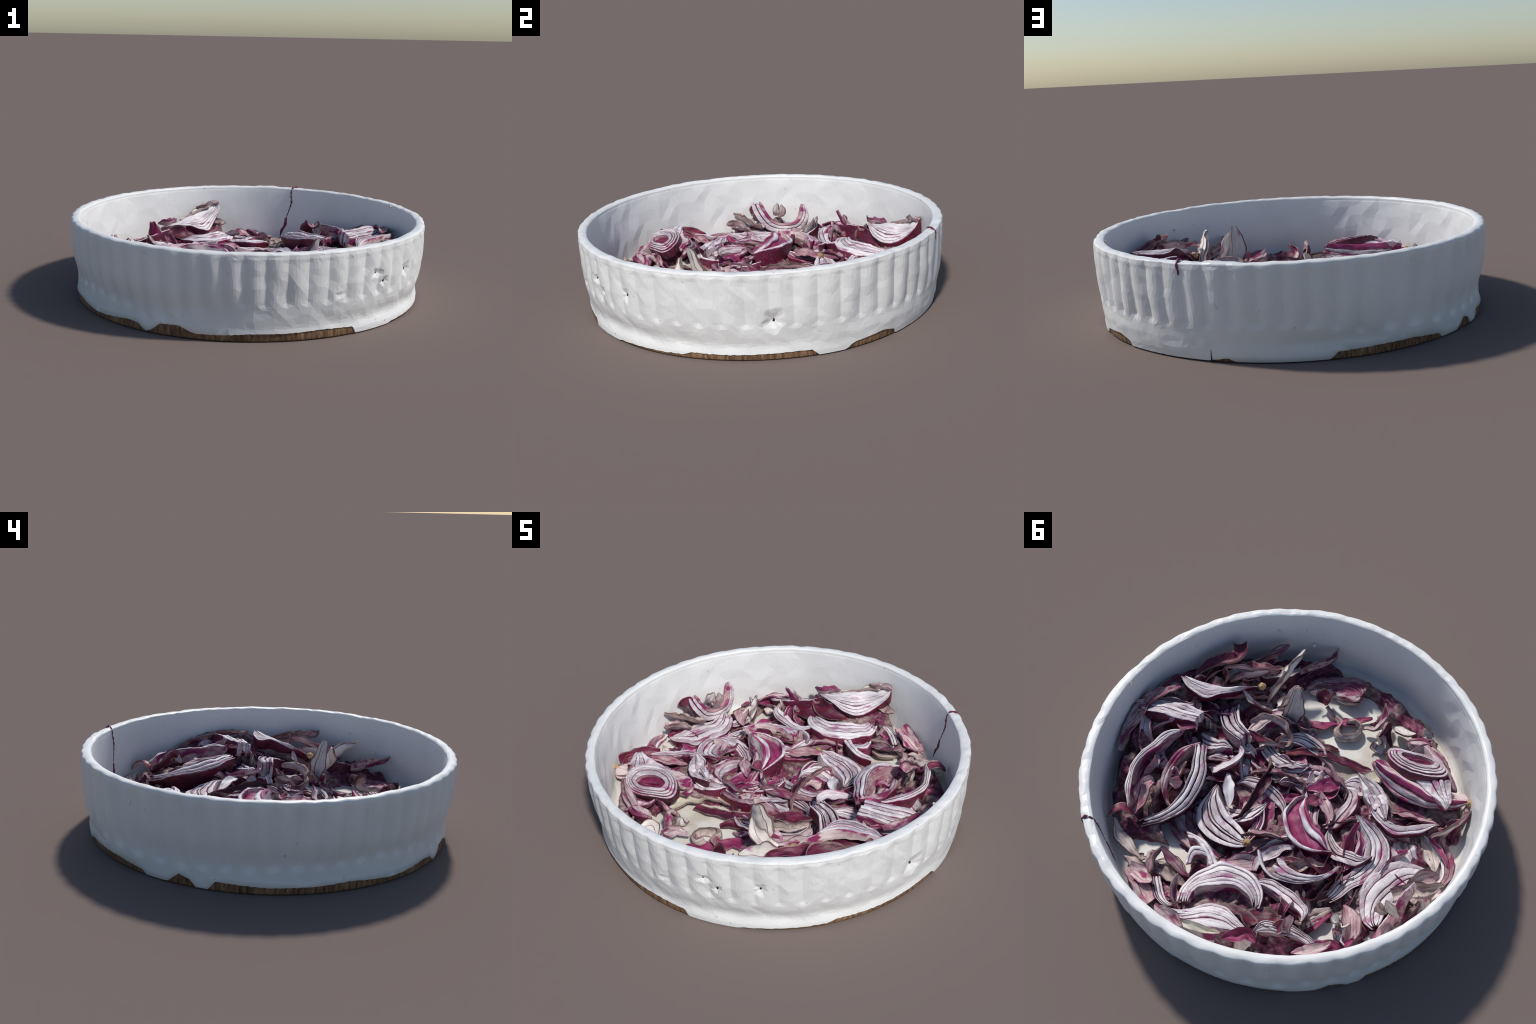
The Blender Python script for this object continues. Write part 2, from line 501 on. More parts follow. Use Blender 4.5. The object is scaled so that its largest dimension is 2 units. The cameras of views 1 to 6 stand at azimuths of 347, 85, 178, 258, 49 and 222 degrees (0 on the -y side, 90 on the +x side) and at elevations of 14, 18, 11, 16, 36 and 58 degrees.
    for d, zc, rad in [(-47, .275, .007), (-2.5, .203, .010), (-58.8, .252, .007), (-62.8, .303, .006)]:
        t = math.radians(d)
        col = int(round((t % TAU) / TAU * NA)) % NA
        best = min(range(2, n_wall), key=lambda r: abs(rows[r][col][2] - zc))
        p = rows[best][col]
        Vh, Fh = [], []
        tang = np.array((-math.sin(t), math.cos(t), 0)); out = np.array((math.cos(t), math.sin(t), 0))
        for k in range(7):
            b = TAU * k / 7
            rr = rad * (.45 + 1.1 * rng.random())
            Vh.append(p + tang * rr * math.cos(b) * .8 + np.array((0, 0, rr * math.sin(b))) + out * .004)
        Vh.append(p + out * .0055)
        Fh = [[k, (k + 1) % 7, 7] for k in range(7)]
        Vh += [v - out * .012 for v in Vh[:7]]
        Fh += [[k, 8 + k, 8 + (k + 1) % 7, (k + 1) % 7] for k in range(7)]
        add("pit", make_mesh("pit", np.array(Vh), Fh, [CRACK], [0] * len(Fh)), root)
    for d, z, r in ((9.5, .426, .938), (-46, .33, .928), (-58, .24, .914)):
        t = math.radians(d)
        Vc = [np.array((r * math.cos(t), r * math.sin(t), z)) + np.array([(rng.random() - .5) * .02 for _ in range(3)]) for _ in range(10)]
        c = np.mean(Vc, axis=0)
        import bmesh
        bm = bmesh.new()
        for v in Vc:
            bm.verts.new(v)
        bmesh.ops.convex_hull(bm, input=bm.verts)
        me = bpy.data.meshes.new("crumb")
        bm.to_mesh(me)
        bm.free()
        me.materials.append(CREAM)
        add("crumb", me, root)
    return root


def crack_material():
    m, nt, b, co = nodes_for("dark_crack", .9, .1)
    t = tex_noise(nt, co, 80)
    nt.links.new(ramp(nt, t, [(.3, (.012, .011, .010)), (.7, (.05, .045, .04))]), b.inputs["Base Color"])
    return m


CRACK = crack_material()


# -------------------------------------------------------------- onion pieces
SECTION = [  # (across 0..1 inner to outer, down 0..1), and the look of the face that starts there
    (0.00, .05, "line"), (0.05, .01, "top"), (0.30, -.02, "top"), (0.70, -.02, "top"), (0.955, .01, "line"), (1.00, .06, "skin"), (1.01, .45, "skin"),
    (0.96, .85, "skin"), (0.85, 1.0, "under"), (0.50, 1.02, "under"), (0.12, 1.0, "inner"), (0.00, .5, "inner")]


def onion_slice(k, outer, inner, n, depth, gap=.025, cuts=None, faces=None, sink=None, closed=0, nub=0, blunt=0, fingers=0, core=0):
    seed = 17 + k * 3.7
    r = random.Random(100 + k)
    m = 44 if not closed else 64
    if closed:
        O, I = catmull_loop(outer, m), catmull_loop(inner, m)
    else:
        O, I = catmull(outer, m), catmull(inner, m)
    # shrivelled, wandering outlines
    if not closed:
        for C, q in ((O, 0.0), (I, 3.0)):
            C += np.array([[.012 * n3(p[0] * 11, p[1] * 11, q + c * 5, seed) for c in range(3)] for p in C])
    rad = O - I
    T = np.gradient(O, axis=0) + np.gradient(I, axis=0)
    N = np.cross(unit(T), unit(rad)).mean(0)
    N = unit(N)
    if N[2] < 0:
        N = -N
    N = np.tile(N, (m, 1))
    A, B = O[0], O[m // 2] if closed else O[-1]
    M = frame_for(A, B, N[0])
    empty = add("onion_slice", None, matrix=M)
    empty["label"] = "dried red onion slice of curved white and purple layers"
    empty["category"] = "onion slice"
    bpy.context.view_layer.update()
    if cuts is None:
        w = [1.0 + 1.1 * (r.random() - .5) - .25 * (i / n) for i in range(n)]
        if core:
            w[0] *= 1.5
        cuts = [0] + list(np.cumsum(w) / sum(w))
    cuts = list(cuts)
    s = np.linspace(0, 1, m)
    for i in range(n):
        c0, c1 = cuts[i], cuts[i + 1]
        g = gap * (c1 - c0) * .5 + (.06 * (c1 - c0) if r.random() < .3 else 0)
        look = faces[i % len(faces)] if faces else "flesh"
        lo = np.clip(c0 + g + .10 * (c1 - c0) * np.array([n3(t * 5, i, 4, seed) for t in s]), 0, 1)
        hi = np.clip(c1 - g + .10 * (c1 - c0) * np.array([n3(t * 5, i + 1, 4, seed) for t in s]), 0, 1.02)
        if closed:
            lo[:], hi[:] = c0 + g, c1 - g
        drop = np.array([.013 * n3(t * 3.2, i * .33, 7, seed) + .0035 * n3(t * 11, i * .8, 1, seed) for t in s]) * (0.5 if closed else 1)
        if closed:
            drop = drop * np.sin(s * math.pi) ** .3
        drop += (r.random() - .5) * .003
        if sink:
            drop += sink[i]
        dep = depth * (1.0 + .5 * r.random()) * np.ones(m)
        if not closed and not blunt:
            dep *= .35 + .65 * np.sin(np.clip(s, .02, .98) * math.pi) ** .6
        splay = (.10 + .5 * c1) * depth * .30
        i0, i1 = 0, m
        if fingers:
            i0 = int(m * (.02 + .10 * i + .08 * r.random())) if i < n - 1 else 0
        elif not closed and not nub and i < n - 1 and i > 0:
            i0, i1 = int(r.random() * 2.2), m - int(r.random() * 2.2)
        a = I + rad * lo[:, None] + N * drop[:, None]
        b = I + rad * hi[:, None] + N * drop[:, None]
        du = unit(rad)
        V = []
        for j in range(i0, i1):
            ww = np.linalg.norm(b[j] - a[j])
            e = min(1.0, dep[j] * .25 / max(ww, 1e-4))
            endk = 1.0
            if not closed:
                t = min(j - i0, i1 - 1 - j)
                endk = (.30, .72, .92, 1.0)[min(t, 3)] if not blunt else (.8, 1, 1, 1)[min(t, 3)]
            mid = (a[j] + b[j]) / 2
            for x, y, _ in SECTION:
                p = mid + (a[j] + (b[j] - a[j]) * x - mid) * endk
                dd = dep[j] * y * (endk if y > .3 else 1)
                q = p - N[j] * dd - du[j] * splay * max(0, y - .1) * (0.35 if x > .8 else 1) * (1 if not closed else .4)
                V.append(q)
        V = np.array(V)
        nz = np.array([.0032 * n3(p[0] * 38, p[1] * 38, p[2] * 38, seed) + .0016 * n3(p[0] * 130, p[1] * 130, p[2] * 130, seed) for p in V])
        V += N[0] * nz[:, None]
        keep_inside(V)
        L = i1 - i0
        K = len(SECTION)
        F, mi = [], []
        which = {"line": 1, "top": 0, "skin": 2, "under": 3, "inner": 3}
        for j in range(L if closed else L - 1):
            j2 = (j + 1) % L
            for q in range(K):
                q2 = (q + 1) % K
                F.append([j * K + q, j * K + q2, j2 * K + q2, j2 * K + q])
                mi.append(which[SECTION[q][2]])
        if not closed:
            F.append([q for q in range(K)][::-1])
            F.append([(L - 1) * K + q for q in range(K)])
            mi += [0 if blunt else 1, 0 if blunt else 1]
        # faces must look outward
        if np.dot(np.cross(unit(T)[m // 2], unit(rad)[m // 2]), N[0]) > 0:
            F = [f[::-1] for f in F]
        top_mat = LOOKS[look]
        side = SKIN if (i == n - 1 or look == "magenta") else MAGENTA if r.random() < .45 else MEMBRANE
        me = make_mesh("onion_layer", V, F, [top_mat, LINE, side, MEMBRANE], mi, M, sharp=50)
        ob = add("onion_layer", me, empty)
    if nub:
        root_nub(O[0] * .5 + I[0] * .5 if not nub < 0 else O[-1], N[0], empty, M, r)
    return empty


def root_nub(p, N, parent, M, r):
    import bmesh
    bm = bmesh.new()
    bmesh.ops.create_icosphere(bm, subdivisions=3, radius=.020)
    for v in bm.verts:
        d = v.co.normalized()
        v.co *= 1 + .45 * noise.noise(d * 2.3 + Vector((p[0] * 9, p[1] * 9, 0)))
        v.co.z *= .8
    me = bpy.data.meshes.new("root_nub")
    bm.to_mesh(me)
    bm.free()
    me.materials.append(NUB)
    me.polygons.foreach_set("use_smooth", np.ones(len(me.polygons), dtype=bool))
    ob = add("root_nub", me, parent)
    Mi = M.inverted()
    ob.matrix_parent_inverse = Matrix()
    ob.location = Mi @ Vector(p.tolist())
    return ob


def strip_mesh(spine, w, look, curl=.5, roll=(12, 12), ends=(.15, .15), thick=.013, flip=0, hint=None, seed=0.0, m=None):
    pts = np.array(spine, float)
    length = np.linalg.norm(np.diff(pts, axis=0), axis=1).sum()
    m = m or int(max(14, min(46, length / .012)))
    C = catmull(pts, m)
    C += np.array([[.010 * n3(p[0] * 14, p[1] * 14, c * 5, seed) for c in range(3)] for p in C])
    T = unit(np.gradient(C, axis=0))
    s = np.linspace(0, 1, m)
    up = np.array([0, 0, 1.0]) if hint is None else np.array(hint, float)
    chord = unit(pts[-1] - pts[0])
    if abs(np.dot(chord, up)) > .93:
        up = unit(up + np.array((-chord[1], chord[0], 0.3)))
    # carry the side direction along the spine so that it never flips
    side = unit(np.cross(T[0], up))
    S = []
    for j in range(m):
        side = unit(side - T[j] * np.dot(side, T[j]))
        want = np.cross(T[j], up)
        if np.linalg.norm(want) > .25:
            want = unit(want)
            if np.dot(want, side) < 0:
                want = -want if hint is None and np.dot(want, side) < -.5 else want
            side = unit(side * .6 + want * .4)
            side = unit(side - T[j] * np.dot(side, T[j]))
        S.append(side)
    S = np.array(S)
    Nn = unit(np.cross(S, T))
    if Nn.mean(0)[2] < 0:
        Nn, S = -Nn, -S
    ro = np.radians(np.interp(s, [0, 1], roll)) + np.array([.55 * n3(t * 3.5, 0, 0, seed) for t in s])
    S2 = S * np.cos(ro)[:, None] + Nn * np.sin(ro)[:, None]
    N2 = Nn * np.cos(ro)[:, None] - S * np.sin(ro)[:, None]
    e0, e1 = ends
    env = np.minimum(1, e0 + (1 - e0) * np.clip(s / .42, 0, 1) ** .75) * np.minimum(1, e1 + (1 - e1) * np.clip((1 - s) / .42, 0, 1) ** .75)
    half = w * .52 * env * np.array([1 + .18 * n3(t * 5, 2, 0, seed) for t in s])
    # columns across the strip: dark dried margins, and a vein off centre
    vein = .55 * math.sin(seed * 3.1)
    cols = sorted([-1, -.87, -.45, 0.0, .45, .87, 1, vein - .05, vein + .05])
    vq = cols.index(vein - .05)
    X = len(cols)
    V = np.zeros((m, 2 * X, 3))
    for q in range(X):
        y = cols[q]
        rough = np.array([.10 * n3(t * 9, y * 1.2, 5, seed) for t in s])
        lift = curl * half * (y * y - .4) * 1.2
        wave = np.array([.009 * n3(t * length * 24, y * 2, 3, seed) * (.4 + abs(y)) for t in s])
        base = C + S2 * (half * (y * (1 + rough * abs(y)) - .0))[:, None] + N2 * (lift + wave)[:, None]
        th = thick * .5 * (1 - .45 * y * y) * np.clip(.45 + env, 0, 1)
        V[:, q] = base + N2 * th[:, None]
        V[:, 2 * X - 1 - q] = base - N2 * th[:, None]
    V = keep_inside(V.reshape(-1, 3))
    K = 2 * X
    F, mi = [], []
    a, b = (1, 0) if flip else (0, 1)
    veined = look not in ('skin', 'magenta', 'cream')
    for j in range(m - 1):
        for q in range(K):
            q2 = (q + 1) % K
            F.append([j * K + q, j * K + q2, (j + 1) * K + q2, (j + 1) * K + q])
            mi.append(2 if q in (X - 1, K - 1, 0, X - 2, X, 2 * X - 2) or (veined and q in (vq, 2 * X - 2 - vq)) else a if q < X - 1 else b)
    F.append(list(range(K))[::-1])
    F.append([(m - 1) * K + q for q in range(K)])
    mi += [2, 2]
    if np.dot(np.cross(S2[m // 2], T[m // 2]), N2[m // 2]) < 0:
        F = [f[::-1] for f in F]
    M = frame_for(C[0], C[-1] + 1e-4, N2.mean(0) + 1e-5)
    me = make_mesh("onion_strip", V, F, [LOOKS[look], BACK[look], EDGE[look]], mi, M, sharp=60)
    return me, M


def onion_strip(k, **kw):
    me, M = strip_mesh(seed=40 + k * 2.3, **kw)
    ob = add("onion_strip", me, matrix=M)
    ob["label"] = {"skin": "dark purple dried onion strip with pale lining", "magenta": "magenta dried onion strip with pale lining"}.get(
        kw["look"], "pale shrivelled onion strip with purple edges")
    ob["category"] = "onion strip"
    return ob




class Heap:
    """smooth height of the pile, taken from where the big pieces lie"""

    def __init__(self):
        P, T = [], []
        for s in SLICES:
            a, b = catmull(s["outer"], 14), catmull(s["inner"], 14)
            for q in (.0, .33, .66, 1.0):
                T += list(a * (1 - q) + b * q)
            for q in (.25, .6):
                P += list((a * (1 - q) + b * q)[::2])
        for s in STRIPS:
            P += list(catmull(s["spine"], 5))
        P = np.array(P)
        self.P = P[P[:, 2] < .33]
        self.T = np.array(T)

    def __call__(self, x, y):
        d = ((self.P[:, 0] - x) ** 2 + (self.P[:, 1] - y) ** 2) / .07 ** 2
        w = np.exp(-d)
        return float((w @ self.P[:, 2] + .05 * .09) / (w.sum() + .05))

    def under(self, x, y, reach=.045):
        """height of the lowest slice face close above (x, y)"""
        d = np.hypot(self.T[:, 0] - x, self.T[:, 1] - y)
        near = self.T[d < reach, 2]
        return float(near.min()) if len(near) else 9.0


# where scraps are heaped highest between the big slices: x, y, height
MOUNDS = [(.66, .0, .25), (.76, .02, .27), (.80, .14, .27), (.80, .27, .25), (.74, .40, .23), (.68, .46, .22), (.80, -.12, .28), (.72, -.24, .25), (.63, -.32, .22), (.56, -.42, .17), (.60, -.02, .24),
          (-.28, .76, .25), (-.15, .82, .29), (-.05, .86, .30), (-.35, .68, .21), (-.42, .46, .20), (-.47, .57, .19), (-.84, .20, .18), (-.50, -.55, .20), (-.40, -.47, .18),
          (.85, -.05, .30), (.85, .10, .29), (.85, -.22, .24), (.78, -.40, .18), (.82, .42, .22), (.73, .56, .19), (.36, -.80, .15), (.36, -.14, .19), (.46, -.25, .20), (-.30, .25, .15), (-.40, -.45, .2)]


def mound(x, y):
    return max(FLOOR_Z + (z - FLOOR_Z) * math.exp(-((x - a) ** 2 + (y - b) ** 2) / .10 ** 2) for a, b, z in MOUNDS)


def openness(x, y):
    """0 in the pile, 1 well inside a patch of open dish floor"""
    best = -9.0
    for cx, cy, rx, ry, t in BARE:
        c, s = math.cos(t), math.sin(t)
        dx, dy = x - cx, y - cy
        best = max(best, 1 - math.hypot((c * dx + s * dy) / rx, (c * dy - s * dx) / ry))
    return best


BARE = ((-.02, -.52, .22, .15, .3), (.20, -.63, .24, .13, .6), (-.24, -.68, .2, .07, -.15), (-.60, .47, .07, .10, 0), (.30, .68, .20, .09, -1.15 + 1.57), (-.60, -.70, .14, .06, -.8), (-.82, -.30, .05, .2, -.2), (-.17, -.45, .22, .10, .75))


def packed_scraps(heap):
    """the crumpled mass of small scraps that fills the pile under the big slices"""
    NR, NT = 95, 300
    V, F = [], []
    for i in range(NR + 1):
        for j in range(NT):
            r, a = .91 * math.sqrt((i + .3) / NR), TAU * (j + .5 * (i % 2)) / NT
            x, y = r * math.cos(a), r * math.sin(a)
            h = heap(x, y)
            z = max(FLOOR_Z + .60 * (h - FLOOR_Z), mound(x, y))
            wx, wy = x + .03 * n3(x * 6, y * 6, 1), y + .03 * n3(x * 6, y * 6, 2)
            ridge = 1 - abs(n3(wx * 11, wy * 11, 3)) * 2.2
            fine = 1 - abs(n3(wx * 27, wy * 27, 6)) * 2.2
            z += .026 * ridge + .014 * fine + .006 * n3(x * 60, y * 60, 8) - .022
            edge = .5 * n3(x * 9, y * 9, 12) + .35 * n3(x * 22, y * 22, 13)
            sink = max(openness(x, y) * 3 + .5 + edge * .6, 0) + max((r - .86) / .05 + edge * .6, 0)
            z = min(z, .31, heap.under(x, y) - .030) - .10 * min(max(sink, 0), 2)
            V.append((x, y, max(z, FLOOR_Z - .02)))
    for i in range(NR):
        for j in range(NT):
            j2 = (j + 1) % NT
            a, b, c, d = i * NT + j, i * NT + j2, (i + 1) * NT + j2, (i + 1) * NT + j
            if i % 2:
                F += [[a, d, c], [a, c, b]]
            else:
                F += [[a, d, b], [b, d, c]]
    F = [f for f in F if max(V[q][2] for q in f) > FLOOR_Z - .012]      # drop what lies below the floor
    V = np.array(V)
    used = sorted({q for f in F for q in f})
    back = {q: k for k, q in enumerate(used)}
    F = [[back[q] for q in f] for f in F]
    ob = add("onion_scraps", make_mesh("onion_scraps", V[used], F, [HEAP], [0] * len(F)))
    ob["kind"] = "stuff"
    ob["label"] = "crumpled heap of small dried onion scraps under the slices"
    ob["category"] = "onion scraps"


def scatter_slices(heap, count):
    """smaller nested half-moons filling the gaps between the placed slices"""
    r = random.Random(23)
    made = 0
    for _ in range(4000):
        if made == count:
            break
        rad, th = .78 * math.sqrt(r.random()), r.random() * TAU
        x, y = rad * math.cos(th), rad * math.sin(th)
        if openness(x, y) > -.45 or heap.under(x, y, .075) < 1:
            continue
        half, bulge, face = .10 + .07 * r.random(), .07 + .07 * r.random(), r.random() * TAU
        ca, sa = math.cos(face), math.sin(face)
        tilt, roll = (r.random() - .5) * 1.0, (r.random() - .5) * .7
        z0 = max(FLOOR_Z + .70 * (heap(x, y) - FLOOR_Z), mound(x, y)) + .02
        outer, inner = [], []
        for q in range(7):
            t = math.pi * q / 6
            for lst, b in ((outer, bulge), (inner, bulge * (.25 + .2 * r.random()) if q in (0, 6) else bulge * .38)):
                u, v = -half * math.cos(t) * (1 if lst is outer else .93), b * math.sin(t) ** .8 - bulge * .4
                lst.append((x + ca * u - sa * v, y + sa * u + ca * v, max(FLOOR_Z + .015, z0 + math.sin(tilt) * v + math.sin(roll) * u)))
        if max(math.hypot(p[0], p[1]) for p in outer) > .88:
            continue
        kind = r.random()
        spec = dict(outer=outer, inner=inner, n=r.choice((2, 3, 3, 4, 5)), depth=.06, gap=.03 + .08 * r.random())
        if kind < .35:
            spec["faces"] = ["flesh", "mauve", "flesh", "magenta"]
        elif kind < .5:
            spec["faces"] = ["mauve"]
        onion_slice(200 + made, **spec)
        heap.T = np.vstack([heap.T, np.array(outer), np.array(inner), (np.array(outer) + np.array(inner)) / 2])
        made += 1


def scatter_shreds(heap, count):
    """long curled slivers lying between and under the big slices, following the pile"""
    r = random.Random(5)
    looks = ["skin"] * 9 + ["mauve"] * 3 + ["membrane"] * 4 + ["dry"] * 1 + ["magenta"] * 7 + ["flesh"] * 6
    made = 0
    for _ in range(count * 40):
        if made == count:
            break
        rad, th = .88 * math.sqrt(r.random()), r.random() * TAU
        x, y = rad * math.cos(th), rad * math.sin(th)
        L, h = .20 + .22 * r.random(), r.random() * TAU
        bend = r.choice((-1, 1)) * (.8 + 1.8 * r.random())
        pts = []
        px, py, hh = x, y, h
        ok = True
        for q in range(6):
            op = openness(px, py)
            ok = ok and op < .05 and math.hypot(px, py) < .895
            z = max(FLOOR_Z + .66 * (heap(px, py) - FLOOR_Z), mound(px, py)) + .012 + .025 * (r.random() - .4) + (.03 * r.random() if q in (0, 5) else 0)
            z = min(z, heap.under(px, py, .045) - .026)
            pts.append((px, py, max(z, FLOOR_Z + .012)))
            px += math.cos(hh) * L / 5
            py += math.sin(hh) * L / 5
            hh += bend / 5
        if not ok:
            continue
        w = .05 + .05 * r.random()
        ro = (r.random() - .5) * 110
        onion_strip(300 + made, spine=pts, w=w, look=r.choice(looks), curl=.4 + .7 * r.random(), roll=(ro, ro + (r.random() - .5) * 70),
                    ends=(.1 + .15 * r.random(), .1 + .3 * r.random()), flip=r.random() < .4, thick=.011)
        made += 1


def strand_over_rim():
    """a thin purple thread of skin draped over the rim"""
    th = lambda d, r, z: (r * math.cos(math.radians(d)), r * math.sin(math.radians(d)), z)
    inn = lambda d, z: th(d, float(np.interp(z, *INNER)) - .001, z)
    pts = [th(57.4, .989, .352), th(58.2, .993, .372), th(58.6, .997, .40), th(58.2, .997, .432), th(58.4, .972, .449), th(59.2, .950, .437), inn(59.6, .41),
           inn(59.3, .35), inn(60.2, .29), inn(61.2, .24), inn(61.6, .19), inn(63, .15), inn(63.5, .10)]
    C = catmull(pts, 70)
    V, F = [], []
    T = unit(np.gradient(C, axis=0))
    for j, p in enumerate(C):
        out = np.array((p[0], p[1], 0)) / math.hypot(p[0], p[1])
        s = j / 69
        if .30 < s < .46:
            out = np.array((0, 0, 1.0))
        sd = unit(np.cross(T[j], out))
        nn = np.cross(sd, T[j])
        w = (.0022 + .0085 * abs(n3(s * 16, 1, 2)) + .003 * (s < .25) * math.sin(s / .25 * math.pi) + .005 * (s > .7)) * (.2 + .8 * min(1, 8 * s, 8 * (1 - s)))
        for q in range(6):
            b = TAU * q / 6
            V.append(p + sd * w * math.cos(b) + nn * .6 * w * math.sin(b))
    for j in range(69):
        for q in range(6):
            F.append([j * 6 + q, j * 6 + (q + 1) % 6, (j + 1) * 6 + (q + 1) % 6, (j + 1) * 6 + q])
    F += [list(range(6))[::-1], [69 * 6 + q for q in range(6)]]
    M = frame_for(C[0], C[-1], (0, 0, 1.0))
    ob = add("onion_thread", make_mesh("onion_thread", np.array(V), F, [SKIN], [0] * len(F), M), matrix=M)
    ob["label"] = "thin purple onion thread draped over the dish rim"
    ob["category"] = "onion strip"

